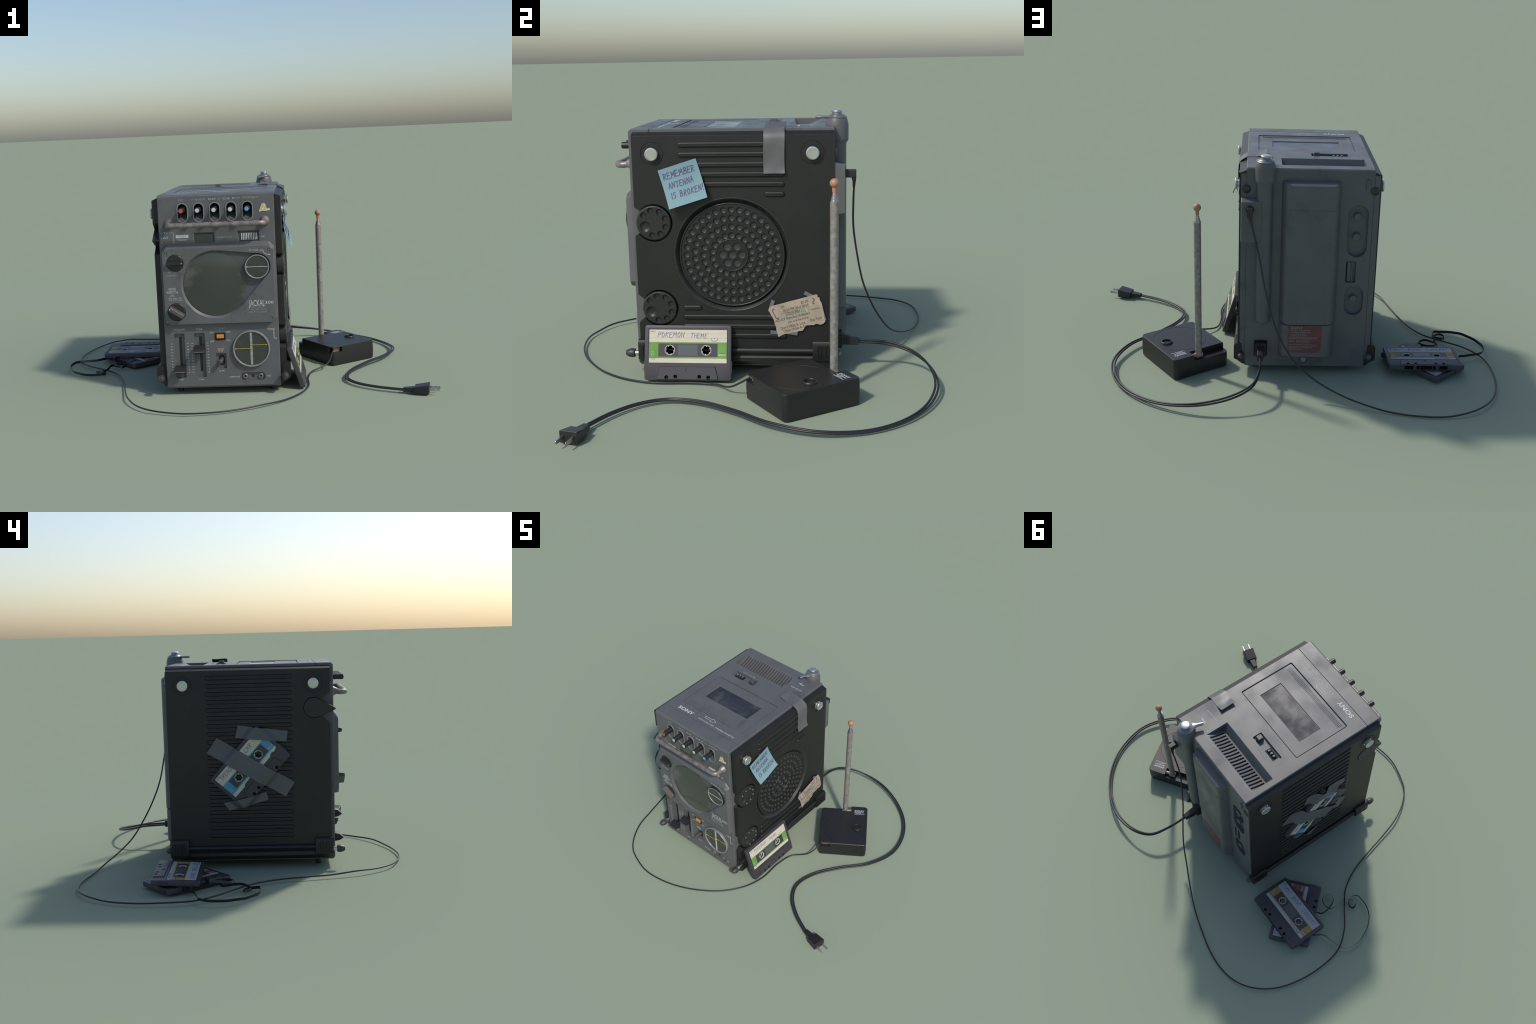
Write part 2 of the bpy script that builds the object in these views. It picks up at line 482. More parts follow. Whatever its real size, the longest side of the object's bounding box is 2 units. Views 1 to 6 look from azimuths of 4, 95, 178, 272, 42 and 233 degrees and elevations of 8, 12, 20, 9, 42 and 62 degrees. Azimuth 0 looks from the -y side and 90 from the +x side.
# ---------------------------------------------------------------- front panel
KEY_X = [-0.232 + 0.0802 * i for i in range(5)]
KEY_Z = 0.9225
cut = Builder()
for x in KEY_X:
    cut.prism(stadium(x, KEY_Z, 0.046, 0.087), FRONT, -0.058, 0.01)
cut.taper(rect(-0.177, -0.087, 0.771, 0.814), rect(-0.187, -0.077, 0.761, 0.824), FRONT, -0.009, 0.001)   # meter window
cut.taper(rect(0.041, 0.133, 0.774, 0.816), rect(0.032, 0.142, 0.764, 0.826), FRONT, -0.012, 0.001)       # microphone
cut.prism(rect(-0.3075, -0.2555, 0.089, 0.317, 0.006), FRONT, -0.014, 0.01)                               # volume
cut.prism(rect(-0.206, -0.154, 0.089, 0.317, 0.006), FRONT, -0.014, 0.01)                                 # tone
cut.prism(rect(-0.102, -0.050, 0.279, 0.315, 0.004), FRONT, -0.012, 0.01)                                 # light switch
cut.prism(rect(-0.1005, -0.049, 0.132, 0.211, 0.005), FRONT, -0.012, 0.01)                                # band switch
cut.prism(circle(0.0785, 0.232, 0.086, 48), FRONT, -0.010, 0.01)                                          # tuning dial
cut.prism(stadium(0.0812, 0.0868, 0.122, 0.043), FRONT, -0.010, 0.01)                                     # earphone and mic
b = Builder()
side = Frame((0, 0, 0), (0, 1, 0), (0, 0, 1))
fp_ccw = [(Y0 + 0.010, Z0), (-0.3612, Z0), (-0.3612, Z1), (Y0 + 0.010, Z1), (Y0, Z1 - 0.010), (Y0, Z0 + 0.010)]
b.prism(fp_ccw, side, X0, X1, bevel=0.003, seg=1, bottom=0.003)
part("front_panel", b, M_BODY, radio, cut=cut, bevel=0.0013)

for i, x in enumerate(KEY_X):
    b = Builder()
    b.ring(stadium(x, KEY_Z, 0.0555, 0.0965), stadium(x, KEY_Z, 0.0465, 0.0875), FRONT, -0.001, 0.0035)
    part("key_rim", b, M_RIM, radio, smooth=50)
    b = Builder()
    b.loft([[Vector((x - 0.0225, yy, zz)) for yy, zz in ((-0.4440, 0.886), (-0.400, 0.915), (-0.400, 0.882), (-0.4440, 0.881))],
            [Vector((x + 0.0225, yy, zz)) for yy, zz in ((-0.4440, 0.886), (-0.400, 0.915), (-0.400, 0.882), (-0.4440, 0.881))]])
    part("key_trough", b, M_RECESS, radio)
    b = Builder()
    b.prism(stadium(x, KEY_Z, 0.0458, 0.0868), FRONT, -0.0595, -0.050)
    part("key_well_plate", b, M_BLACK, radio)  # black plate closes the cut and stands for its dark depth
    b = Builder()
    b.lathe([(0.0125, -0.05), (0.0138, 0.0), (0.0138, 0.0555), (0.0122, 0.058), (0.011, 0.058)], FRONT, x, 0.9367, 24)
    k = part("piano_key", b, M_KNOB, radio)
    b = Builder()
    b.lathe([(0.0103, 0.056), (0.0103, 0.0586), (0.009, 0.0592)], FRONT, x, 0.9367, 24)
    part("key_cap", b, (M_RED, M_WHITE, M_WHITE, M_WHITE, M_BLUE)[i], radio)

# handle bar in front of the panel
bar = []
xl, xr, zb, yb, rr = -0.303, 0.1700, 0.8660, -0.5065, 0.026
bar.append(Vector((xl, -0.448, 0.8705)))
for k in range(9):
    t = k / 8 * PI / 2
    bar.append(Vector((xl + rr * (1 - math.cos(t)), yb + rr - rr * math.sin(t), zb)))
for k in range(1, 12):
    bar.append(Vector((xl + rr + (xr - xl - 2 * rr) * k / 12, yb, zb)))
for k in range(9):
    t = PI / 2 - k / 8 * PI / 2
    bar.append(Vector((xr - rr * (1 - math.cos(t)), yb + rr - rr * math.sin(t), zb)))
bar.append(Vector((xr, -0.448, 0.8705)))
part("handle_bar", Builder().tube(bar, 0.0135, 16), M_BAR, radio, smooth=60)
for x in (xl, xr):
    part("bar_mount", Builder().lathe([(0.025, -0.002), (0.0235, 0.004), (0.015, 0.020), (0.0136, 0.022)], FRONT, x, 0.8705, 24), M_BAR, radio)

# sticker remains
part("sticker_remains", Builder().prism([(0.144, 0.914), (0.163, 0.919), (0.178, 0.917), (0.199, 0.922), (0.198, 0.931), (0.184, 0.929), (0.177, 0.951),
     (0.171, 0.957), (0.159, 0.954), (0.150, 0.930)], FRONT, 0.0002, 0.0016), M_STICKER, radio)

# meter, microphone
part("meter_glass", Builder().prism(rect(-0.1765, -0.0875, 0.7715, 0.8135), FRONT, -0.012, -0.0045), M_DIAL, radio)
part("microphone_back", Builder().prism(rect(0.0415, 0.1325, 0.7745, 0.8155), FRONT, -0.014, -0.0095), M_RECESS, radio)
for i in range(10):
    x = 0.0515 + i * 0.0083
    part("microphone_slat", Builder().prism(rect(x, x + 0.0045, 0.778, 0.812), FRONT, -0.0096, -0.004, 0.0008, 1), M_WHITE, radio)

# raised screen panel
SC, DC = (-0.0850, 0.5655), (0.1253, 0.6480)
outer0 = chamfered(-0.3485, 0.2140, 0.3620, 0.7720, 0.028)
outer1 = chamfered(-0.3430, 0.2088, 0.3670, 0.7510, 0.022)
cut = Builder()
h0 = two_circle_hull(SC, 0.1585, DC, 0.0600)
h1 = two_circle_hull(SC, 0.1715, DC, 0.0665)
cut.loft([[FRONT.p(a, c, 0.0105) for a, c in h0], [FRONT.p(a, c, 0.0245) for a, c in h1]])
cut.prism(circle(-0.2785, 0.6775, 0.0425, 40), FRONT, 0.012, 0.03)
cut.prism(circle(-0.2830, 0.4320, 0.0455, 40), FRONT, 0.012, 0.03)
for (a, c) in ((-0.3235, 0.7265), (0.1850, 0.7283), (0.1870, 0.3895), (-0.3305, 0.3830)):
    cut.prism(circle(a, c, 0.0072, 20), FRONT, 0.015, 0.03)
b = Builder().taper(outer0, outer1, FRONT, -0.002, 0.0235, 0.002)
part("screen_panel", b, M_BODY, radio, cut=cut, bevel=0.0012)
for (a, c) in ((-0.3235, 0.7265), (0.1850, 0.7283), (0.1870, 0.3895), (-0.3305, 0.3830)):
    part("panel_screw", Builder().lathe([(0.0066, 0.010), (0.0066, 0.0185), (0.004, 0.0205)], FRONT, a, c, 16), M_RIM, radio)
part("screen_well", Builder().prism(two_circle_hull(SC, 0.163, DC, 0.062), FRONT, 0.001, 0.0112), M_RECESS, radio)
dome = [(0.1572, 0.0080), (0.1565, 0.0145)] + [(0.1565 * (1 - k / 14), 0.0145 + 0.0115 * (1 - (1 - k / 14) ** 2)) for k in range(1, 15)]
part("screen", Builder().lathe(dome, FRONT, SC[0], SC[1], 72), M_SCREEN, radio, smooth=60)
# television tuning dial
part("dial_drum", Builder().lathe([(0.0612, 0.004), (0.0612, 0.0318), (0.0602, 0.0328), (0.0540, 0.0305)], FRONT, DC[0], DC[1], 56), M_KNOB, radio)
b = Builder().lathe([(0.0600, 0.0300), (0.0600, 0.0325), (0.0592, 0.0335), (0.0555, 0.0335), (0.0535, 0.0315), (0.0535, 0.0300)], FRONT, DC[0], DC[1], 56, wrap=True)
part("dial_ring", b, M_RIM, radio, smooth=45)
part("dial_face", Builder().lathe([(0.055, 0.006), (0.055, 0.0300), (0.05, 0.0308)], FRONT, DC[0], DC[1], 48), M_DIAL, radio)
b = Builder().prism([(DC[0] - 0.0525, DC[1] + 0.0042), (DC[0] - 0.0525, DC[1] - 0.0042), (DC[0] - 0.045, DC[1] - 0.0011), (DC[0] + 0.0525, DC[1] - 0.0011),
                     (DC[0] + 0.0525, DC[1] + 0.0011), (DC[0] - 0.045, DC[1] + 0.0011)], FRONT, 0.0302, 0.0320)
part("dial_pointer", b, M_WHITE, radio)
# rotary knobs of the panel
def turn_knob(ca, cb, r, ang, high, mat):
    b = Builder().lathe([(r, 0.010), (r, 0.0225), (r - 0.002, 0.0245), (r - 0.004, 0.025)], FRONT, ca, cb, 40)
    part("turn_knob", b, M_KNOB, radio)
    ca_, sa_ = math.cos(ang), math.sin(ang)
    def rot(poly):
        return [(ca + x * ca_ - y * sa_, cb + x * sa_ + y * ca_) for x, y in poly]
    w, l = r * 0.30, r * 0.96
    b = Builder().taper(rot(rect(-l, l, -w, w, w * 0.4)), rot(rect(-l * 0.97, l * 0.97, -w * 0.72, w * 0.72, w * 0.3)), FRONT, 0.0246, high, 0.0015)
    part("knob_grip", b, mat, radio)
    part("knob_mark", Builder().lathe([(0.0026, high - 0.002), (0.0026, high + 0.0006)], FRONT, ca + (l - 0.006) * ca_, cb + (l - 0.006) * sa_, 12), M_WHITE, radio)
turn_knob(-0.2785, 0.6775, 0.041, 0.0, 0.0430, M_KNOB)
turn_knob(-0.2830, 0.4320, 0.044, math.radians(147), 0.0550, M_KNOB_GRAY)
b = Builder()
for k in range(11):
    t = math.radians(-55 + 29 * k)
    r = 0.0045 if k in (0, 10) else 0.003
    b.prism(circle(-0.2785 + 0.054 * math.cos(t), 0.6775 + 0.054 * math.sin(t), r * 0.6, 10), PANEL, 0.0002, 0.0008)
part("dial_dots", b, M_PRINT_DIM, radio)["kind"] = "stuff"

# sliders
for cx, kz, s0, s1 in ((-0.2815, 0.1335, 0.116, 0.2985), (-0.180, 0.2350, 0.1165, 0.2980)):
    part("slider_slot_plate", Builder().prism(stadium(cx + 0.003, (s0 + s1) / 2, 0.0125, s1 - s0), FRONT, -0.0165, -0.0132), M_BLACK, radio)  # black plate on the recess floor stands for the slot
    yz = [(-0.4455, kz - 0.0215), (-0.4455, kz + 0.0215), (-0.470, kz + 0.0165), (-0.4895, kz - 0.0005), (-0.4900, kz - 0.0065), (-0.470, kz - 0.018)]
    b = Builder().loft([[Vector((cx - 0.025, y, z)) for y, z in yz], [Vector((cx + 0.025, y, z)) for y, z in yz]])
    b.box(cx - 0.006, cx + 0.006, -0.450, -0.433, kz - 0.012, kz + 0.012)
    part("slider_knob", b, M_KNOB, radio, bevel=0.002)
    part("slider_mark", Builder().box(cx - 0.0235, cx + 0.0235, -0.4906, -0.4885, kz - 0.0058, kz - 0.0034), M_RIM, radio)
# light switch, band toggle
part("switch_well_plate", Builder().prism(rect(-0.1018, -0.0502, 0.2792, 0.3148), FRONT, -0.0135, -0.0105), M_BLACK, radio)  # black plate laid on the floor of the switch cut
b = Builder().taper(rect(-0.0955, -0.0565, 0.2855, 0.3090, 0.002), rect(-0.0940, -0.0580, 0.2880, 0.3065, 0.002), FRONT, -0.011, 0.0080, 0.002)
part("switch_button", b, M_ORANGE, radio)
part("switch_lip", Builder().ring(rect(-0.1035, -0.0485, 0.2775, 0.3165, 0.004), rect(-0.0985, -0.0535, 0.2825, 0.3115, 0.003), FRONT, -0.0105, 0.0012), M_KNOB, radio)
part("band_slot_plate", Builder().prism(stadium(-0.0735, 0.1735, 0.030, 0.056), FRONT, -0.0150, -0.0113), M_BLACK, radio)  # black plate stands for the slot of the lever
b = Builder().tube([Vector((-0.0735, -0.436, 0.178)), Vector((-0.0755, -0.455, 0.176)), Vector((-0.078, -0.476, 0.1735)), Vector((-0.0785, -0.479, 0.1730))], [0.0105, 0.0100, 0.0115, 0.008], 16)
part("band_lever", b, M_KNOB_GRAY, radio)
# tuning dial
b = Builder().lathe([(0.0875, -0.009), (0.0935, 0.0), (0.0935, 0.0125), (0.0915, 0.0150), (0.0870, 0.0150), (0.0845, 0.0125), (0.0845, -0.009)], FRONT, 0.0785, 0.232, 72, wrap=True)
part("dial_ring", b, M_RIM, radio, smooth=45)
part("dial_face", Builder().lathe([(0.0855, -0.0105), (0.0855, 0.0095), (0.082, 0.0100)], FRONT, 0.0785, 0.232, 64), M_DIAL, radio)
b = Builder()
for k in range(38):
    z = 0.152 + k * 0.0044
    b.prism(rect(0.0735, 0.0845, z, z + 0.0021), FRONT, 0.0095, 0.0112)
ticks = part("dial_scale", b, M_PRINT, radio); ticks["kind"] = "stuff"
b = Builder()
b.prism(rect(-0.004, 0.088, 0.2325, 0.2348), FRONT, 0.011, 0.0128); b.prism(rect(0.074, 0.159, 0.2505, 0.2528), FRONT, 0.011, 0.0128)
b.lathe([(0.0032, 0.0095), (0.0032, 0.0135)], FRONT, 0.0005, 0.2337, 12); b.lathe([(0.0032, 0.0095), (0.0032, 0.0135)], FRONT, 0.154, 0.2517, 12)
part("dial_pointer", b, M_YELLOW, radio)
# earphone jacks
for x in (0.0415, 0.1195):
    part("jack_ring", Builder().lathe([(0.0125, -0.0105), (0.0125, -0.003), (0.010, -0.001), (0.0065, -0.001), (0.0055, -0.006), (0.0055, -0.0105)], FRONT, x, 0.0885, 24, wrap=True), M_JACK, radio)
    part("jack_hole_disc", Builder().lathe([(0.006, -0.0105), (0.006, -0.0085)], FRONT, x, 0.0885, 16), M_BLACK, radio)  # black disc stands for the bore of the jack
part("jack_screw", Builder().lathe([(0.006, -0.0105), (0.006, -0.008)], FRONT, 0.0805, 0.0885, 16), M_BLACK, radio)

# printed words of the front
T = lambda s, a, c, h, w=None, mat=M_PRINT, fr=FRONT, al='CENTER': text(s, fr, a, c, h, mat, radio, align=al, width=w)
T("REC", -0.236, 0.9845, 0.0095, 0.025, M_PRINT_DIM)
T("<< REVIEW", -0.153, 0.9845, 0.0090, 0.072, M_PRINT_DIM)
T("PLAY  >", -0.073, 0.9845, 0.0085, 0.055)
T("CUE  FF >>", 0.014, 0.9850, 0.0085, 0.085)
T("STOP/EJECT", 0.1055, 0.9860, 0.0105, 0.078, M_PRINT_DIM)
T("TV", -0.321, 0.8247, 0.0090, 0.022); T("OFF", -0.321, 0.8010, 0.0095, 0.024); T("RADIO", -0.316, 0.7785, 0.0090, 0.034, M_PRINT_ORANGE)
b = Builder()
for q in ((0.8247), (0.8010), (0.7785)):
    b.prism(circle(-0.3425, q, 0.0022, 8), FRONT, 0.0002, 0.0009)
line(b, FRONT, (-0.303, 0.8262), (-0.2806, 0.8262), 0.0016); line(b, FRONT, (-0.2814, 0.8262), (-0.2814, 0.7745), 0.0016); line(b, FRONT, (-0.2875, 0.7752), (-0.2814, 0.7752), 0.0016)
line(b, FRONT, (0.1935, 0.3195), (0.1935, 0.2790), 0.0030); line(b, FRONT, (0.1920, 0.2797), (0.204, 0.2797), 0.0030)
b.prism([(0.2015, 0.2765), (0.2095, 0.2797), (0.2015, 0.2830)], FRONT, 0.0003, 0.0009)
b.prism(rect(-0.271, -0.208, 0.7985, 0.8135), FRONT, 0.0003, 0.0008)
part("printed_lines", b, M_PRINT, radio)
text("POWER", FRONT, -0.2395, 0.806, 0.0085, M_PRINT_DIM, radio, c=0.0010, width=0.036)
T("TV/RADIO", -0.2405, 0.7885, 0.0078, 0.052); T("REC/BATT/TUNE", -0.030, 0.795, 0.0075, 0.074, M_PRINT_DIM); T("MIC", 0.1605, 0.7915, 0.0080, 0.017)
T("VOLUME", -0.2795, 0.3365, 0.0100, 0.056); T("MAX", -0.279, 0.3265, 0.0040, 0.018, M_PRINT_DIM); T("MIN", -0.2820, 0.0790, 0.0080, 0.021)
T("TONE", -0.1805, 0.3365, 0.0105, 0.033); T("HIGH", -0.180, 0.3265, 0.0040, 0.018, M_PRINT_DIM); T("LOW", -0.1795, 0.0775, 0.0080, 0.023)
T("AFC/LIGHT", -0.0760, 0.3385, 0.0100, 0.058, M_PRINT_DIM); T("TV", -0.0765, 0.3275, 0.0055, 0.010)
T("ON", -0.118, 0.318, 0.0085, 0.017); T("OFF", -0.0355, 0.318, 0.0085, 0.020); T("OFF", -0.118, 0.272, 0.0085, 0.020); T("ON", -0.0355, 0.276, 0.0085, 0.017)
T("RADIO", -0.0765, 0.2435, 0.0075, 0.043, M_PRINT_ORANGE); T("BAND", -0.0765, 0.2325, 0.0085, 0.030); T("F M", -0.0765, 0.2215, 0.0085, 0.021); T("A M", -0.0755, 0.1195, 0.0085, 0.024)
T("EARPHONE", -0.0125, 0.0870, 0.0078, 0.050); T("MIC", 0.1600, 0.0875, 0.0080, 0.018); T("TUNE", 0.1800, 0.3260, 0.0110, 0.037); T("RADIO", 0.1790, 0.3405, 0.0085, 0.038, M_PRINT_ORANGE)
for cx, dl, dr in ((-0.2815, -0.3205, -0.2425), (-0.180, -0.2175, -0.1420)):
    for k in range(11):
        z = 0.2655 - k * 0.0150
        T(str(10 - k) + "-", dl, z, 0.0060, 0.0125); T("-" + str(10 - k), dr, z, 0.0060, 0.0125)
P = lambda s, a, c, h, w=None, mat=M_PRINT: text(s, PANEL, a, c, h, mat, radio, width=w)
P("TV TUNE", 0.1120, 0.7285, 0.0085, 0.045); P("CONTRAST", -0.2975, 0.6150, 0.0085, 0.056, M_PRINT_DIM)
b = Builder()
line(b, PANEL, (0.140, 0.7285), (0.157, 0.7285), 0.0022)
arc = [(0.157, 0.7285), (0.1585, 0.7220), (0.1630, 0.7140), (0.1720, 0.7075), (0.1850, 0.7055)]
for p, q in zip(arc[:-1], arc[1:]):
    line(b, PANEL, p, q, 0.0022)
b.prism([(0.184, 0.7025), (0.1955, 0.7050), (0.184, 0.7085)], PANEL, 0.0003, 0.0009)
for p, q in (((-0.3165, 0.5395), (-0.2835, 0.5395)), ((-0.3165, 0.5535), (-0.2835, 0.5535)), ((-0.3160, 0.5395), (-0.3160, 0.5535)), ((-0.2840, 0.5395), (-0.2840, 0.5535)),
             ((-0.313, 0.5110), (-0.2885, 0.5110)), ((-0.313, 0.5110), (-0.313, 0.5070)), ((-0.2885, 0.5110), (-0.2885, 0.5070))):
    line(b, PANEL, p, q, 0.0013)
part("printed_lines", b, M_PRINT, radio)
P("V/U/H", -0.3000, 0.5465, 0.0080, 0.027); P("SELECTOR", -0.3000, 0.5310, 0.0100, 0.058); P("VHF", -0.3005, 0.5175, 0.0065, 0.017)
P("LOW  HIGH", -0.301, 0.5005, 0.0060, 0.044); P("UHF", -0.2625, 0.5025, 0.0060, 0.017); P("1-3 4-12 13-62", -0.285, 0.4925, 0.0058, 0.066); P(".     .     .", -0.285, 0.4865, 0.0090, 0.050)
P("JACKAL", 0.1170, 0.4640, 0.0310, 0.078, M_PRINT); P("300", 0.1780, 0.4665, 0.0155, 0.042, M_PRINT)
P("PORTABLE", 0.1130, 0.4455, 0.0060, 0.080, M_PRINT_DIM)
P("TV / FM / AM  RADIO", 0.1170, 0.4330, 0.0075, 0.100, M_PRINT_DIM); P("CASSETTE-CORDER", 0.1170, 0.4205, 0.0075, 0.100, M_PRINT_DIM)

# ---------------------------------------------------------------- main case
cut = Builder()
cut.prism(rect(-0.2985, 0.1680, -0.2785, 0.0330, 0.006), TOP, -0.0070, 0.004)   # bay of the cassette door
cut2 = Builder()
cut2.prism(rect(-0.2540, -0.0810, 0.0875, 0.1370, 0.005), TOP, -0.012, 0.004)
vent = [(0.190, 1.012), (0.218, 0.974), (0.268, 0.990), (0.3135, 1.012), (0.3135, 1.03), (0.190, 1.03)]
cut2.taper(vent, vent, side, -0.322, 0.061)
# the openings of the rear face
cut2.prism(stadium(0.2885, 0.7235, 0.092, 0.250, 14), BACK, -0.020, 0.01)
cut2.prism(stadium(0.2880, 0.3815, 0.088, 0.148, 14), BACK, -0.020, 0.01)
cut2.prism(rect(0.2445, 0.2895, 0.4725, 0.5765, 0.002), BACK, -0.014, 0.01)
cut2.prism(rect(-0.1740, -0.1115, 0.0880, 0.1700), BACK, -0.030, 0.01)
cut2.prism([(0.041, 0.0480), (0.065, 0.0480), (0.0760, 0.0520), (0.0815, 0.0600), (0.0830, 0.0680), (0.0815, 0.0760), (0.0760, 0.0840), (0.065, 0.0880), (0.041, 0.0880)], BACK, -0.006, 0.01)
cut3 = Builder()
for k in range(19):
    x = -0.3035 + k * 0.0190
    poly = [(0.226, 0.955), (0.270, 0.968), (0.304, 0.986), (0.304, 1.020), (0.226, 1.000)]
    cut3.prism(poly, side, x - 0.0043, x + 0.0043)
b = Builder()
b.prism([(-0.3588, Z0), (Y1 - 0.004, Z0), (Y1, Z0 + 0.004), (Y1, Z1 - 0.005), (Y1 - 0.005, Z1), (-0.3588, Z1)], side, X0, X1, bevel=0.003, seg=1, bottom=0.003)
part("main_case", b, M_BODY, radio, cut=[cut, cut2, cut3], bevel=0.0011)
part("seam_filler", Builder().box(X0 + 0.003, X1 - 0.003, -0.366, -0.355, Z0 + 0.003, Z1 - 0.0025), M_RECESS, radio)  # filler slab added inside the seam between front panel and case
part("vent_floor", Builder().box(-0.325, 0.064, 0.200, 0.306, 0.9480, 0.9560), M_BLACK, radio)
for x, y in ((-0.300, -0.362), (0.178, -0.364), (-0.300, 0.290), (0.178, 0.290)):
    part("foot", Builder().lathe([(0.013, 0.0), (0.0155, 0.003), (0.0160, 0.038)], GROUND, x, y, 20), M_COVER, radio)

# cassette door on top, sunk a little below the case
dc = Builder().taper(rect(-0.2290, 0.0955, -0.1580, -0.0365), rect(-0.2330, 0.0995, -0.1620, -0.0325), TOP, -0.0105, -0.0028)
part("cassette_door", Builder().prism(rect(-0.2945, 0.1640, -0.2745, 0.0290, 0.005), TOP, -0.0120, -0.0033, 0.0015, 2), M_BODY, radio, cut=dc)
part("door_window", Builder().prism(rect(-0.2285, 0.0950, -0.1575, -0.0370), TOP, -0.0078, -0.0060), M_WINDOW, radio)
for k in range(4):
    y = -0.2600 + 0.0070 * k
    part("door_ridge", Builder().prism(rect(-0.279, 0.149, y, y + 0.0042), TOP, -0.0045, -0.0018, 0.0010, 1), M_BODY, radio)
# counter
part("counter_button", Builder().taper(rect(-0.1200, -0.0890, 0.0960, 0.1280, 0.003), rect(-0.1180, -0.0910, 0.0980, 0.1260, 0.003), TOP, -0.013, 0.0130, 0.002), M_KNOB_GRAY, radio)
part("counter_window", Builder().prism(rect(-0.2390, -0.1720, 0.0955, 0.1290), TOP, -0.0135, -0.0105), M_BLACK, radio)
for k in range(3):
    b = Builder()
    fr = Frame((-0.231 + 0.019 * k, 0.1122, Z1 - 0.0135), (0, 1, 0), (0, 0, 1))
    b.lathe([(0.011, 0.0), (0.012, 0.001), (0.012, 0.014), (0.011, 0.015)], fr, 0, 0, 20)
    part("counter_wheel", b, M_KNOB, radio)
    text("037"[k], Frame((0, 0, Z1 - 0.0013), (1, 0, 0), (0, 1, 0)), -0.2235 + 0.019 * k, 0.1122, 0.012, M_PRINT, radio)
TT = lambda s, a, c, h, w=None, mat=M_PRINT, bold=0.0: text(s, TOP, a, c, h, mat, radio, width=w, bold=bold)
TT("SONY", -0.2185, -0.3300, 0.0225, 0.1150, bold=0.05); TT("AUTO SHUT OFF - VARIABLE MONITOR", 0.0215, -0.3335, 0.0100, 0.270)
TT("TAPE COUNTER", -0.167, 0.1520, 0.0085, 0.098, M_PRINT_DIM); TT("POP UP ANT", 0.1380, 0.2285, 0.0095, 0.082)
b = Builder()
arrow = [(-0.0905, -0.3075), (-0.0420, -0.3075), (-0.0420, -0.3165), (-0.0095, -0.3010), (-0.0420, -0.2855), (-0.0420, -0.2945), (-0.0905, -0.2945)]
for p, q in zip(arrow, arrow[1:] + arrow[:1]):
    line(b, TOP, p, q, 0.0022)
line(b, TOP, (0.1165, 0.2785), (0.152, 0.2785), 0.0042); line(b, TOP, (0.1165, 0.2800), (0.130, 0.2890), 0.0042)
part("printed_arrow", b, M_PRINT, radio)

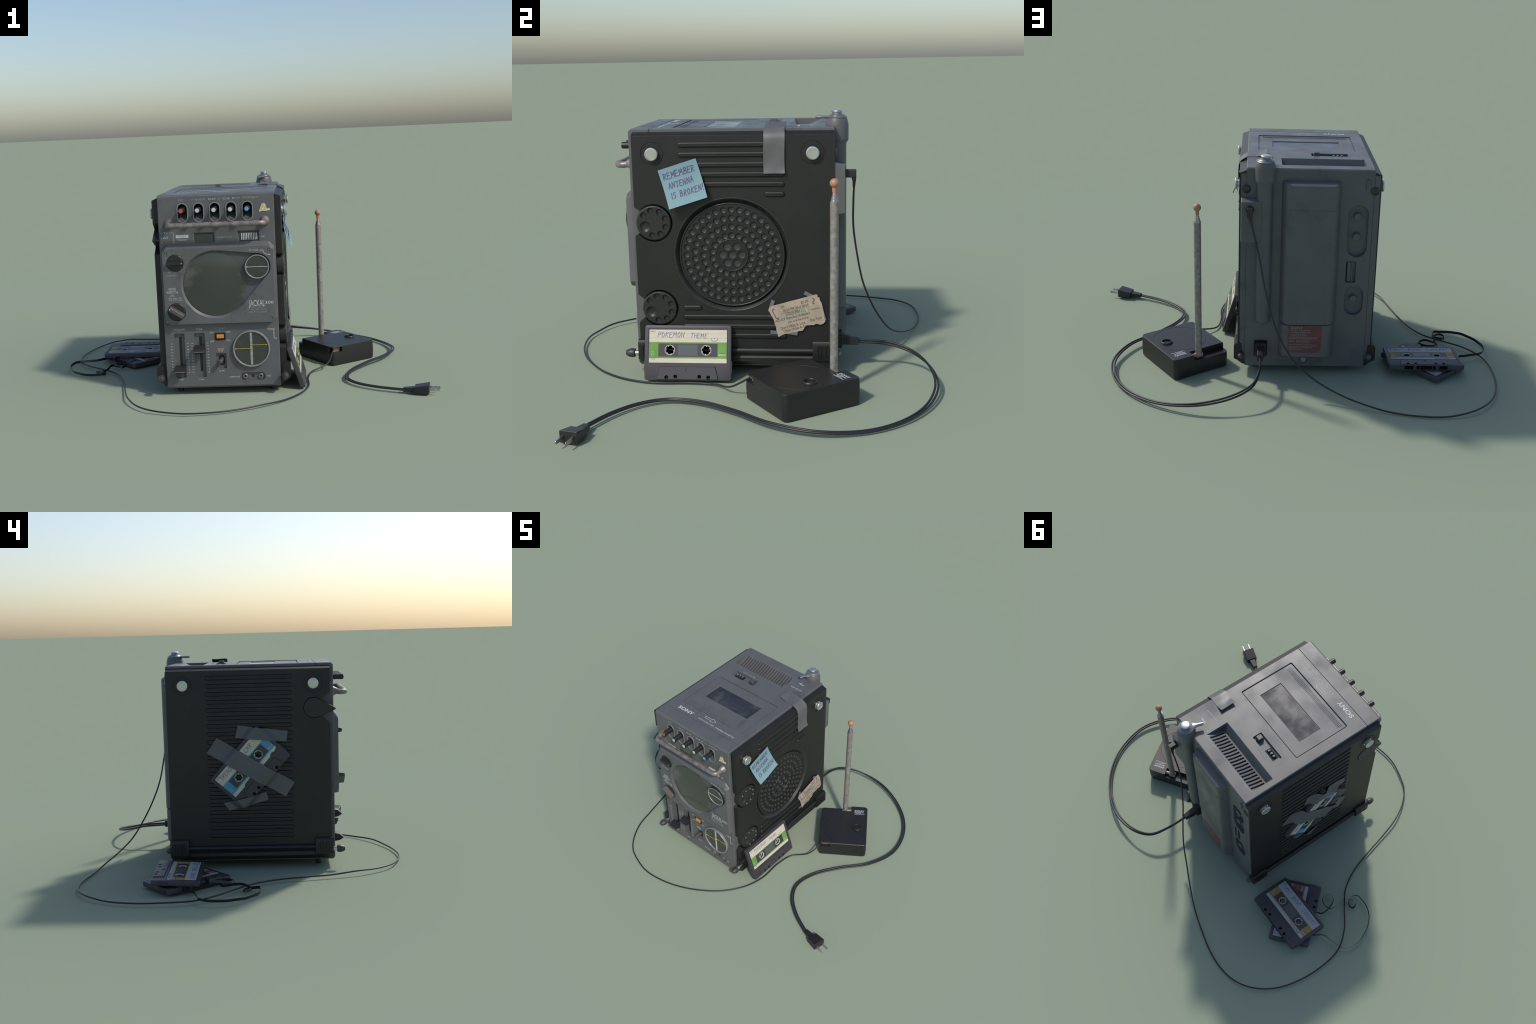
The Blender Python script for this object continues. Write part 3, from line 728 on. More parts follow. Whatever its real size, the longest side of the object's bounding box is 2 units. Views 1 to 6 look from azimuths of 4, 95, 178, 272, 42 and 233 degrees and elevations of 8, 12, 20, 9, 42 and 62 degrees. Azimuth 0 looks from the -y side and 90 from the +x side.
# ---------------------------------------------------------------- side covers
def side_cover(right):
    sx = 1 if right else -1
    xin, xo = (0.2185, 0.251) if right else (-0.3545, -0.385)
    fr = RIGHT if right else LEFT
    F = lambda y: y if right else -y
    prof = [(0, 1.000), (1, 0.987), (1, 0.136), (0.92, 0.128), (0.92, 0.090), (1.18, 0.080), (1.18, 0.064), (0.3, 0.042), (0, 0.042)]
    loop = lambda y: [Vector((xin + (xo - xin) * t, y, z)) for t, z in prof]
    b = Builder()
    # shell with a small lip at both ends
    b.loft([loop(-0.427), loop(0.370)])
    cut = Builder()
    cut_b = Builder()
    def boxcut(poly, c0=-0.05, c1=0.02, bl=cut):
        poly = [(F(y), z) for y, z in poly]
        bl.prism(poly if right else poly[::-1], fr, c0, c1)
    if right:
        knobs = [(-0.3505, 0.6405, 0.070), (-0.3400, 0.2880, 0.070)]
        boxcut([(-0.45, 0.5853), (-0.4300, 0.5853), (-0.4145, 0.5960), (-0.38, 0.5960), (-0.38, 0.6940), (-0.4135, 0.6940), (-0.4300, 0.7067), (-0.45, 0.7067)])
        boxcut([(-0.45, 0.2228), (-0.4300, 0.2228), (-0.4085, 0.2421), (-0.37, 0.2421), (-0.37, 0.3290), (-0.4070, 0.3290), (-0.4300, 0.3475), (-0.45, 0.3475)])
        for y, z, r in knobs:
            cut_b.prism(circle(y, z, r + 0.0065, 48), fr, -0.05, 0.02)
        cut_b.prism(circle(-0.0385, 0.5095, 0.2315, 96), fr, -0.0240, 0.02)
    else:
        boxcut([(-0.45, 0.7142), (-0.4320, 0.7142), (-0.3824, 0.7524), (-0.36, 0.77), (-0.36, 0.82), (-0.3837, 0.8392), (-0.4320, 0.8768), (-0.45, 0.8768)])
        cut_b.prism(circle(0.3497, 0.7970, 0.0515, 48), fr, -0.05, 0.02)
    for y in (-0.3455, 0.2870):
        cut_b.ring(circle(F(y), 0.9160, 0.0465, 40), circle(F(y), 0.9160, 0.0435, 40), fr, -0.0025, 0.004)
    cover = part("side_cover", b, M_COVER, radio, cut=[cut, cut_b], bevel=0.0015)
    # gray strip of the case behind the cover
    xs = sorted((xin, xin + sx * 0.0245))
    part("case_flange", Builder().box(xs[0], xs[1], 0.30, 0.3722, 0.060, 0.985), M_BODY, radio)
    # bolts
    for y in (-0.3455, 0.2870):
        b = Builder().lathe([(0.024, -0.003), (0.024, 0.002), (0.0175, 0.004), (0.0165, 0.0105), (0.0245, 0.0125), (0.0265, 0.0145), (0.0265, 0.0185), (0.0245, 0.0210), (0.021, 0.0216), (0.020, 0.0206), (0.002, 0.0206)], fr, F(y), 0.9160, 32)
        part("strap_bolt", b, M_SILVER, radio)
    # molded ribs
    def rib(y0, y1, z):
        b = Builder()
        poly = stadium(F((y0 + y1) / 2), z, y1 - y0, 0.0215, 8)
        b.prism(poly, fr, -0.002, 0.0068, 0.0066, 4)
        part("molded_rib", b, M_COVER, radio, smooth=60)
    if right:
        for z in (0.9510, 0.9120, 0.8725, 0.8335, 0.7945):
            rib(-0.2430, 0.1775, z)
        rib(0.0960, 0.1765, 0.7545); rib(-0.2420, -0.1660, 0.2905)
        for z in (0.2515, 0.2120, 0.1725):
            rib(-0.2430, 0.1775, z)
    else:
        for k in range(21):
            rib(-0.2425, 0.1785, 0.9510 - 0.0391 * k)
    # rail and its brackets at the bottom
    xr_, zr = xin + (xo - xin) * 1.12, (0.1110 if right else 0.1060)
    b = Builder().tube([Vector((xr_, -0.350, zr)), Vector((xr_, -0.03, zr)), Vector((xr_, 0.285, zr))], 0.0125, 16)
    part("bottom_rail", b, M_COVER, radio)
    xw = 0.2695 if right else -0.4065
    for y0, y1 in ((-0.4345, -0.3470), (0.2820, 0.3755)):
        prof_b = [(xin + (xo - xin) * 0.5, 0.1525), (xo + (xw - xo) * 0.55, 0.1525), (xw, 0.1400), (xw, 0.0740), (xin, 0.0455)]
        b = Builder().loft([[Vector((x, y0, z)) for x, z in prof_b], [Vector((x, y1, z)) for x, z in prof_b]])
        gr = Builder()
        fw = Frame((xw, 0, 0), fr.u, fr.v)
        for dy in (-0.0150, 0.0150):
            gr.ring(stadium(F((y0 + y1) / 2 + dy), 0.1075, 0.0165, 0.052), stadium(F((y0 + y1) / 2 + dy), 0.1075, 0.0095, 0.045), fw, -0.0030, 0.004)
        part("rail_bracket", b, M_COVER, radio, cut=gr, bevel=0.0022)
    # pegs in front and studs behind
    xp = 0.2424 if right else -0.3812
    FR2 = Frame((0, -0.4345, 0), (1, 0, 0), (0, 0, 1))
    part("peg_neck", Builder().lathe([(0.0110, -0.004), (0.0110, 0.0225)], FR2, xp, 0.0925, 20), M_SILVER, radio)
    part("peg", Builder().lathe([(0.0135, 0.0185), (0.0175, 0.0205), (0.0190, 0.030), (0.0180, 0.041), (0.0130, 0.0525), (0.0095, 0.0575), (0.006, 0.0585)], FR2, xp, 0.0925, 24), M_PEG, radio)
    xq = 0.2365 if right else -0.3735
    FB2 = Frame((0, 0.3755, 0), (-1, 0, 0), (0, 0, 1))
    part("stud", Builder().lathe([(0.0150, -0.004), (0.0150, 0.010), (0.0125, 0.019), (0.007, 0.0245), (0.002, 0.0255)], FB2, -xq, 0.0935, 20), M_KNOB_GRAY, radio)
    # dark corner screw of the rear
    part("corner_screw", Builder().lathe([(0.0205, -0.012), (0.0205, 0.001), (0.015, 0.0055), (0.005, 0.0070)], BACK, -(0.2195 if right else -0.3560), 0.9150, 24), M_SHINY, radio)
    return fr
side_cover(True)
side_cover(False)

# thumb wheels in the right cover
for (y, z) in ((-0.3505, 0.6405), (-0.3400, 0.2880)):
    fr = RIGHT
    cut = Builder()
    for k in range(7):
        t = math.radians(-99 + 40.2 * k)
        cut.lathe([(0.0080, -0.0015), (0.0100, 0.0008), (0.0125, 0.0045), (0.0140, 0.008)], fr, y + 0.0510 * math.cos(t), z + 0.0510 * math.sin(t), 20)
    big = math.radians(203)
    cut.lathe([(0.008, -0.004), (0.0155, -0.001), (0.0200, 0.0025), (0.0235, 0.006), (0.025, 0.009)], fr, y + 0.0370 * math.cos(big), z + 0.0370 * math.sin(big), 28)
    b = Builder().lathe([(0.070, -0.030), (0.070, 0.0005), (0.0690, 0.0030), (0.0660, 0.0045), (0.063, 0.0045)], fr, y, z, 64)
    part("thumb_wheel", b, M_KNOB, radio, cut=cut, smooth=40)

# loudspeaker grille
SPK = (-0.0385, 0.5095)
b = Builder().lathe([(0.2330, -0.0260), (0.2330, 0.0015), (0.2305, 0.0022), (0.2285, 0.0010), (0.2160, -0.0150), (0.2105, -0.0165), (0.2105, -0.0260)], RIGHT, SPK[0], SPK[1], 120, wrap=True)
part("speaker_rim", b, M_SHINY, radio, smooth=50)
b = Builder()
for k in range(110):
    t = 2 * PI * k / 110
    ca, sa = math.cos(t), math.sin(t)
    f = Frame(RIGHT.p(SPK[0], SPK[1], 0), RIGHT.u * ca + RIGHT.v * sa, RIGHT.v * ca - RIGHT.u * sa)
    w = 0.0030
    b.loft([[f.p(0.2290, -w, -0.003), f.p(0.2290, w, -0.003), f.p(0.2180, w, -0.0145), f.p(0.2180, -w, -0.0145)],
            [f.p(0.2268, -w * 0.6, -0.0005), f.p(0.2268, w * 0.6, -0.0005), f.p(0.2166, w * 0.6, -0.0120), f.p(0.2166, -w * 0.6, -0.0120)]])
part("speaker_knurling", b, M_SHINY, radio)["kind"] = "stuff"
cut = Builder()
for n, r in ((18, 0.0795), (24, 0.1150), (30, 0.1500), (36, 0.1835)):
    for k in range(n):
        t = PI / 2 + 2 * PI * k / n
        cut.lathe([(0.0095, -0.0110), (0.0112, -0.0090), (0.0130, -0.0030), (0.0136, 0.001)], RIGHT, SPK[0] + r * math.cos(t), SPK[1] + r * math.sin(t), 16)
for k in range(7):
    t = PI / 3 * k
    r = 0.0 if k == 6 else 0.0385
    cut.lathe([(0.0120, -0.0105), (0.0145, -0.0085), (0.0168, -0.0025), (0.0172, 0.001)], RIGHT, SPK[0] + r * math.cos(t), SPK[1] + r * math.sin(t), 20)
b = Builder().lathe([(0.2108, -0.0245), (0.2108, -0.0055), (0.2050, -0.0040), (0.03, -0.0040)], RIGHT, SPK[0], SPK[1], 96)
part("speaker_grille", b, M_COVER, radio, cut=cut, smooth=40)
part("grille_ring", Builder().lathe([(0.0660, -0.0042), (0.0655, -0.0012), (0.0640, -0.0004), (0.0625, -0.0012), (0.0618, -0.0042)], RIGHT, SPK[0], SPK[1], 64, wrap=True), M_SHINY, radio, smooth=60)
part("grille_ring", Builder().lathe([(0.2118, -0.0100), (0.2116, -0.0020), (0.2095, -0.0003), (0.2070, -0.0012), (0.2060, -0.0045), (0.2060, -0.0100)], RIGHT, SPK[0], SPK[1], 120, wrap=True), M_SHINY, radio, smooth=60)
dimple = None
spots = [(r, PI / 2 + 2 * PI * k / n, 1.0) for n, r in ((18, 0.0795), (24, 0.1150), (30, 0.1500), (36, 0.1835)) for k in range(n)] + [(0.0 if k == 6 else 0.0385, PI / 3 * k, 1.34) for k in range(7)]
for r, t, size in spots:
    a_, b_ = SPK[0] + r * math.cos(t), SPK[1] + r * math.sin(t)
    if dimple is None:
        dimple = part("grille_dimple_disc", Builder().lathe([(0.0112, -0.0125), (0.0112, -0.0088), (0.0098, -0.0098), (0.0070, -0.0103), (0.002, -0.0105)], RIGHT, a_, b_, 16), M_DIMPLE, radio, smooth=60)  # gray disc laid on the floor of each cut dimple
        dimple_at = (a_, b_)
        mid_ = RIGHT.p(a_, b_, 0)
        dimple.data.transform(Matrix.Translation(-mid_))
        dimple.location = mid_
        o = dimple
    else:
        o = dimple.copy(); COL.objects.link(o)
        o.location = RIGHT.p(a_, b_, 0.0012 if size > 1 else 0)
    o.scale = (1, size, size)

# power lever in the left cover
tip = (0.4480, 0.7905)
b = Builder().prism(two_circle_hull((0.3497, 0.7970), 0.0495, tip, 0.0065, 36), LEFT, -0.030, 0.0030, 0.003, 2)
cut = Builder()
for k in range(8):
    t = 2 * PI * k / 8 + 0.3
    cut.lathe([(0.004, 0.0018), (0.0075, 0.0026), (0.0085, 0.006)], LEFT, 0.3497 + 0.033 * math.cos(t), 0.7970 + 0.033 * math.sin(t), 14)
part("power_lever", b, M_KNOB, radio, cut=cut)

# ---------------------------------------------------------------- rear face
def pad_loop(a0, a1, z0, z1, c):
    return [BACK.p(a, z, c) for a, z in rect(a0, a1, z0, z1, 0.010, 3)]
b = Builder()
b.loft([pad_loop(-0.0600, 0.2070, 0.2720, 0.9600, -0.002), pad_loop(-0.0560, 0.2030, 0.2720, 0.9570, 0.010), pad_loop(-0.0450, 0.1920, 0.2720, 0.9500, 0.033), pad_loop(-0.0340, 0.1810, 0.2720, 0.9440, 0.0425), pad_loop(-0.0250, 0.1720, 0.2730, 0.9400, 0.0450)])
part("battery_cover", b, M_BODY, radio, smooth=40)
b = Builder()
b.loft([pad_loop(-0.0610, 0.2030, 0.0900, 0.2690, -0.002), pad_loop(-0.0560, 0.1980, 0.0930, 0.2690, 0.012), pad_loop(-0.0450, 0.1870, 0.0980, 0.2690, 0.033), pad_loop(-0.0340, 0.1760, 0.1040, 0.2680, 0.0415), pad_loop(-0.0250, 0.1660, 0.1080, 0.2670, 0.0435)])
part("battery_cover", b, M_BODY, radio, smooth=40)
part("cover_seam", Builder().prism(rect(-0.0290, 0.1760, 0.8300, 0.8318), BACK, 0.040, 0.0454), M_RECESS, radio)
LB = Frame((0, Y1 + 0.0438, 0), (-1, 0, 0), (0, 0, 1))
part("type_label", Builder().prism([(-0.0145, 0.1290), (0.1210, 0.1290), (0.1260, 0.1380), (0.1400, 0.1420), (0.1425, 0.2600), (0.1380, 0.2680), (-0.0145, 0.2665)], LB, 0.0, 0.0006), M_RED_LABEL, radio)
LBT = lambda s, a, z, h, w: text(s, LB, a, z, h, M_PRINT_DIM, radio, c=0.0012, align='LEFT', width=w)
LBT("SONY", -0.003, 0.2565, 0.0110, 0.056); LBT("MODEL NO. FX-300", -0.003, 0.2435, 0.0060, 0.090); LBT("TV/FM/AM RECEIVER", -0.003, 0.2325, 0.0060, 0.092); LBT("CASSETTE-CORDER", -0.003, 0.2210, 0.0060, 0.074)
LBT("POWER REQUIREMENTS AC 120V 60Hz", -0.010, 0.2095, 0.0050, 0.134); LBT("BATTERY DC 13.5V CAR BATTERY CORD", -0.010, 0.2015, 0.0050, 0.128)
LBT("SERIAL", -0.010, 0.1870, 0.0045, 0.026); LBT("015725", 0.0230, 0.1872, 0.0085, 0.062)
LBT("CAUTION TO PREVENT ELECTRIC SHOCK", -0.010, 0.1700, 0.0045, 0.125); LBT("DO NOT REMOVE COVER NO USER PARTS", -0.010, 0.1620, 0.0045, 0.132); LBT("REFER SERVICING TO QUALIFIED STAFF", -0.010, 0.1545, 0.0045, 0.112); LBT("MADE IN JAPAN", -0.010, 0.1465, 0.0045, 0.060)

# antenna housing
ax, ay = 0.1360, 0.3800
b = Builder().lathe([(0.0300, 0.2700), (0.0345, 0.2760), (0.0360, 0.2840), (0.0360, 0.9400), (0.0450, 0.9530), (0.0460, 0.9620), (0.0460, 1.0120), (0.0440, 1.0260), (0.0400, 1.0390), (0.0380, 1.0420)], GROUND, ax, ay, 40)
part("antenna_housing", b, M_BODY, radio, smooth=50)
b = Builder().lathe([(0.0370, 1.0400), (0.0395, 1.0422), (0.0400, 1.0460), (0.0375, 1.0485), (0.0335, 1.0495), (0.0330, 1.0515), (0.0265, 1.0550), (0.0195, 1.0570), (0.0185, 1.0640)], GROUND, ax, ay, 40)
part("antenna_collar", b, M_COLLAR, radio, smooth=50)
b = Builder().lathe([(0.0185, 1.0635), (0.0215, 1.0650), (0.0230, 1.0675), (0.0220, 1.0705), (0.0180, 1.0725), (0.003, 1.0732)], GROUND, ax, ay, 40)
part("antenna_button", b, M_SILVER, radio, smooth=50)
d = Vector((0.1080, 0.2960, 0)) - Vector((ax, ay, 0)); dl = d.length; d.normalize()
lf = Frame((ax, ay, 1.044), d, Vector((-d.y, d.x, 0)))
sec = [(0.020, 0.0230, 0.006), (0.042, 0.0180, 0.006), (0.055, 0.0115, 0.0055), (0.070, 0.0105, 0.006), (0.082, 0.0105, 0.006), (0.088, 0.0080, 0.005)]
b = Builder().loft([[lf.p(a, w * math.cos(2 * PI * k / 12), h * math.sin(2 * PI * k / 12)) for k in range(12)] for a, w, h in sec])
part("antenna_lever", b, M_COLLAR, radio, smooth=60)

# jack plate with its plug
b = Builder().taper(rect(-0.2440, -0.1400, 0.6700, 0.8770, 0.004), rect(-0.2410, -0.1500, 0.6745, 0.8660, 0.003), BACK, -0.003, 0.0405, 0.002)
part("jack_plate", b, M_BODY, radio)
part("jack_collar", Builder().lathe([(0.0185, 0.038), (0.0185, 0.0420), (0.014, 0.0430)], BACK, -0.2020, 0.8300, 24), M_BLACK, radio)

# rear switches
for z in (0.7920, 0.6965, 0.3900):
    part("rear_button", Builder().lathe([(0.0165, -0.022), (0.0165, -0.0010), (0.0150, 0.0005), (0.013, 0.0005)], BACK, 0.2850, z, 24), M_BODY, radio)
b = Builder().prism(rect(0.2460, 0.2880, 0.4740, 0.5750), BACK, -0.0150, -0.0120)
b.prism(rect(0.2510, 0.2690, 0.4760, 0.5730), BACK, -0.013, -0.004, 0.001, 1); b.prism(rect(0.2690, 0.2745, 0.4750, 0.5740), BACK, -0.013, 0.0015, 0.001, 1)
part("rear_slide_switch", b, M_BODY, radio)
part("switch_well_plate", Builder().prism(rect(0.2450, 0.2505, 0.4735, 0.5755), BACK, -0.0155, -0.0118), M_BLACK, radio)  # black strip beside the slide stands for an open well
part("rear_nub", Builder().prism(stadium(0.3245, 0.9440, 0.0155, 0.051, 6), BACK, -0.002, 0.008, 0.004, 2), M_BODY, radio)
part("socket_well_plate", Builder().prism(rect(-0.1735, -0.1120, 0.0885, 0.1695), BACK, -0.031, -0.028), M_BLACK, radio)  # black plate at the back of the socket cut
part("socket_frame", Builder().ring(rect(-0.1745, -0.1110, 0.0875, 0.1705), rect(-0.1700, -0.1155, 0.0920, 0.1660), BACK, -0.028, 0.0012), M_COVER, radio)
part("rear_screw", Builder().lathe([(0.0130, -0.0070), (0.0130, -0.0015), (0.0095, 0.0010), (0.005, 0.0010)], BACK, 0.0640, 0.0690, 20), M_RIM, radio)

# ---------------------------------------------------------------- tape, note and ticket on the radio
path = [(0.1275, 1.0280), (0.1400, 1.0235), (0.1560, 1.0175), (0.1750, 1.0140), (0.1980, 1.0135), (0.2170, 1.0135), (0.2225, 1.0110), (0.2390, 1.0010), (0.2530, 0.9890),
        (0.2585, 0.9700), (0.2595, 0.9450), (0.2590, 0.9200), (0.2595, 0.8950), (0.2605, 0.8700), (0.2630, 0.8520), (0.2670, 0.8380)]
grid = []
for i, (x, z) in enumerate(path):
    row = []
    for j in range(7):
        y = 0.0955 + 0.0825 * j / 6
        wob = 0.0012 * math.sin(i * 1.3 + j * 1.1)
        row.append(Vector((x + (wob if i > 8 else 0), y + 0.001 * math.sin(i * 0.9), z + (wob if i < 5 else 0))))
    grid.append(row)
part("tape_strip", Builder().sheet(grid, 0.0016), M_TAPE, radio, smooth=60)

# reminder note, curling away at its foot
nTL, nW, nH = Vector((0.2590, -0.3237, 0.8515)), Vector((0.0, 0.1526, 0.0476)), Vector((0.0, 0.0470, -0.1494))
def note_at(s, t, lift=0.0):
    p = nTL + nW * s + nH * t
    p.x += 0.0365 * t ** 2.0 + 0.002 * math.sin(s * 5) * t + lift
    return p
part("paper_note", Builder().sheet([[note_at(s / 8, t / 12) for s in range(9)] for t in range(13)], 0.0009), M_NOTE, radio, smooth=60)
b = Builder()
rng = random.Random(3)
for word, s0, t0, h in (("REMEMBER", 0.08, 0.285, 0.0250), ("ANTENNA", 0.135, 0.535, 0.0230), ("IS BROKEN!", 0.135, 0.79, 0.0230)):
    def at(a, c, lift, s0=s0, t0=t0):
        return note_at(s0 + a / 0.160, t0 - c / 0.157, 0.0004 + lift)
    adv = {"REMEMBER": 0.635, "ANTENNA": 0.66, "IS BROKEN!": 0.665}[word]
    handwriting(b, word, at, h, 0.0030, rng, advance=adv, wide=0.78)
part("note_writing", b, M_INK, radio)

# torn ticket
TK = Frame((0.2592, 0.1059, 0.2965), (0, 0.2061, 0.0542), (0, -0.0542, 0.2061))
rng = random.Random(11)
W, H = 0.2130, 0.1310
def torn(p, q, n, amp):
    return [(p[0] + (q[0] - p[0]) * k / n + rng.uniform(-amp, amp) * (k > 0), p[1] + (q[1] - p[1]) * k / n + rng.uniform(-amp, amp) * (k > 0)) for k in range(n)]
outline = (torn((0.004, -H), (0.030, -H + 0.006), 3, 0.002) + torn((0.030, -H + 0.006), (0.105, -H + 0.002), 6, 0.0010) + torn((0.105, -H + 0.002), (0.123, -H + 0.018), 4, 0.0025)
           + torn((0.123, -H + 0.018), (0.196, -H + 0.010), 9, 0.003) + torn((0.196, -H + 0.010), (0.206, -H + 0.018), 2, 0.001) + torn((0.206, -H + 0.018), (0.2105, -0.045), 4, 0.0008)
           + torn((0.2105, -0.045), (0.208, -0.012), 3, 0.002) + torn((0.208, -0.012), (0.2000, 0.004), 4, 0.003) + torn((0.2000, 0.004), (0.004, 0.001), 10, 0.0006)
           + torn((0.004, 0.001), (-0.004, -0.010), 3, 0.002) + torn((-0.004, -0.010), (0.006, -0.060), 4, 0.0008) + torn((0.006, -0.060), (0.004, -H), 5, 0.0012))
part("paper_ticket", Builder().prism(outline, TK, 0.0, 0.0008), M_TICKET, radio)
tk = lambda s, a, z, h, w, mat=M_TICKET_INK, c=0.0013: text(s, TK, a, z, h, mat, radio, c=c, align='LEFT', width=w)
tk("CENTURY", 0.035, -0.052, 0.030, 0.125, M_TICKET_GREEN, 0.0011)
tk("CH", 0.047, -0.013, 0.011, 0.013); tk("$5.50", 0.130, -0.014, 0.0105, 0.030); tk("05:00 PM Wed 04/30", 0.052, -0.0305, 0.0125, 0.105); tk("CITIZEN MAX 2", 0.057, -0.0465, 0.0120, 0.070); tk("Century", 0.160, -0.052, 0.0070, 0.038)
tk("ADULT Century 16 Bayfair", 0.010, -0.0640, 0.0105, 0.145); tk("Join us at the movies", 0.060, -0.0800, 0.0080, 0.085); tk("Don't Wait In Line.", 0.022, -0.0985, 0.0115, 0.105); tk("Buy Your", 0.148, -0.0945, 0.0115, 0.048); tk("Tickets Online At Fan", 0.030, -0.1130, 0.0110, 0.098)
b = Builder()
for seq in ([(0.020, -0.012), (0.013, -0.014), (0.011, -0.022), (0.016, -0.050), (0.022, -0.057), (0.028, -0.052)], [(0.180, -0.008), (0.186, -0.012), (0.184, -0.02), (0.178, -0.022), (0.177, -0.03), (0.183, -0.032)]):
    for p, q in zip(seq[:-1], seq[1:]):
        line(b, TK, p, q, 0.0035, 0.0014)
part("ticket_stamp", b, M_TICKET_INK, radio)
for (a, c, ang, l) in ((0.012, 0.002, 58, 0.050), (0.178, 0.002, -42, 0.062), (0.000, -0.110, -20, 0.045), (0.203, -0.085, -88, 0.050), (0.062, -0.128, -22, 0.046)):
    t = math.radians(ang)
    pts = [(a + x * math.cos(t) - y * math.sin(t), c + x * math.sin(t) + y * math.cos(t)) for x, y in rect(-l / 2, l / 2, -0.0075, 0.0075)]
    part("clear_tape_bit", Builder().prism(pts, TK, -0.0006, 0.0003), M_CLEAR_TAPE, radio)

# ================================================================== CASSETTES
CW, CH, CT = 0.354, 0.222, 0.0155
def cassette_cutter():
    c = Builder()
    for s in (-1, 1):
        c.prism(circle(s * 0.0743, 0.0110, 0.0218, 28), LOCAL, -0.03, 0.03)
        c.prism(circle(s * 0.0855, -0.0985, 0.0082, 18), LOCAL, -0.03, 0.03)
        c.prism(rect(s * 0.0488 - 0.0072, s * 0.0488 + 0.0072, -0.1025, -0.0885, 0.003, 3), LOCAL, -0.03, 0.03)
    edge = Frame((0, -CH / 2, 0), (1, 0, 0), (0, 0, 1))
    for a0, a1 in ((-0.103, -0.062), (-0.046, -0.032), (-0.028, 0.028), (0.032, 0.046), (0.062, 0.103)):
        c.prism(rect(a0, a1, -0.0115, 0.0115), edge, -0.005, 0.01)
    return c
def shell_mesh():
    b = Builder().prism(rect(-CW / 2, CW / 2, -CH / 2, CH / 2, 0.010, 5), LOCAL, -CT, CT, 0.002, 2, 0.002)
    g = Builder()
    for z in (1, -1):
        f = LOCAL if z > 0 else Frame((0, 0, 0), (-1, 0, 0), (0, 1, 0))
        g.ring(rect(-0.1640, 0.1640, -0.0450, 0.0980, 0.004, 3), rect(-0.1605, 0.1605, -0.0418, 0.0948, 0.003, 3), f, CT - 0.0016, CT + 0.004)
    return carve(b.mesh("cassette_shell"), [cassette_cutter(), g], 0.0)
def head_mesh():
    lo = [(-0.1265, -0.1085), (0.1265, -0.1085), (0.1135, -0.0545), (-0.1135, -0.0545)]
    hi = inset(lo, 0.0025)
    b = Builder().loft([[LOCAL.p(a, c, -0.0205) for a, c in hi], [LOCAL.p(a, c, -0.0150) for a, c in lo], [LOCAL.p(a, c, 0.0150) for a, c in lo], [LOCAL.p(a, c, 0.0205) for a, c in hi]])
    s = Builder().prism(circle(0, -0.0722, 0.0090, 20), LOCAL, 0.0185, 0.03)
    return carve(b.mesh("cassette_head"), [cassette_cutter(), s], 0.0)
def insert_mesh():
    b = Builder().prism(rect(-0.1210, 0.1210, -0.0155, 0.0375, 0.002, 2), LOCAL, 0.0148, 0.0158)
    b.prism(rect(-0.1210, 0.1210, -0.0155, 0.0375, 0.002, 2), LOCAL, -0.0158, -0.0148)
    c = Builder()
    for s in (-1, 1):
        c.prism(circle(s * 0.0743, 0.0110, 0.0222, 28), LOCAL, -0.03, 0.03)
    return carve(b.mesh("cassette_window"), c, 0.0)
def reel_mesh():
    b = Builder().lathe([(0.0216, 0.0085), (0.0216, 0.0135), (0.0205, 0.0150), (0.0190, 0.0150), (0.0182, 0.0135), (0.0182, 0.0085)], LOCAL, 0, 0, 32, wrap=True)
    b.lathe([(0.0216, -0.0150), (0.0216, -0.0085), (0.0182, -0.0085), (0.0182, -0.0150)], LOCAL, 0, 0, 32, wrap=True)
    for k in range(6):
        t = PI / 3 * k + 0.2
        f = Frame((0, 0, 0), (math.cos(t), math.sin(t), 0), (-math.sin(t), math.cos(t), 0))
        b.prism(rect(0.0148, 0.0190, -0.0022, 0.0022), f, 0.0085, 0.0125)
    return b.mesh("reel_hub")
def paper_mesh():
    b = Builder()
    b.prism(rect(-0.1590, 0.1590, 0.0430, 0.0932, 0.0025, 2), LOCAL, 0.0150, 0.0160)
    b.prism(rect(-0.1590, 0.1590, -0.0405, -0.0222, 0.0025, 2), LOCAL, 0.0150, 0.0160)
    return b.mesh("label")
def torn_paper_mesh():
    r = random.Random(5)
    b = Builder()
    b.prism(rect(-0.1590, 0.1590, 0.0430, 0.0932, 0.0025, 2), LOCAL, 0.0150, 0.0160)
    low = [(0.1590, -0.0222), (-0.1590, -0.0222), (-0.1590, -0.0405)] + [(-0.159 + 0.318 * k / 28, (-0.0405 if k < 7 or 15 < k < 24 else -0.034 + r.uniform(-0.004, 0.004))) for k in range(1, 28)] + [(0.152, -0.0330), (0.1590, -0.030)]
    b.prism(low, LOCAL, 0.0150, 0.0160)
    return b.mesh("label")
def band_mesh():
    return Builder().ring(rect(-0.1590, 0.1590, -0.0222, 0.0430), rect(-0.1212, 0.1212, -0.0157, 0.0377), LOCAL, 0.0150, 0.01595).mesh("label_band")
SHELL, HEAD, INSERT, REEL, PAPER, TORN, BAND = shell_mesh(), head_mesh(), insert_mesh(), reel_mesh(), paper_mesh(), torn_paper_mesh(), band_mesh()
PANE = Builder().prism(rect(-0.0405, 0.0405, -0.0110, 0.0330), LOCAL, 0.0150, 0.0163).prism(rect(-0.0405, 0.0405, -0.0110, 0.0330), LOCAL, -0.0163, -0.0150).mesh("window_pane")
INNER = Builder().box(-0.112, 0.112, -0.1035, -0.1010, -0.0100, 0.0100).mesh("magnetic_tape")
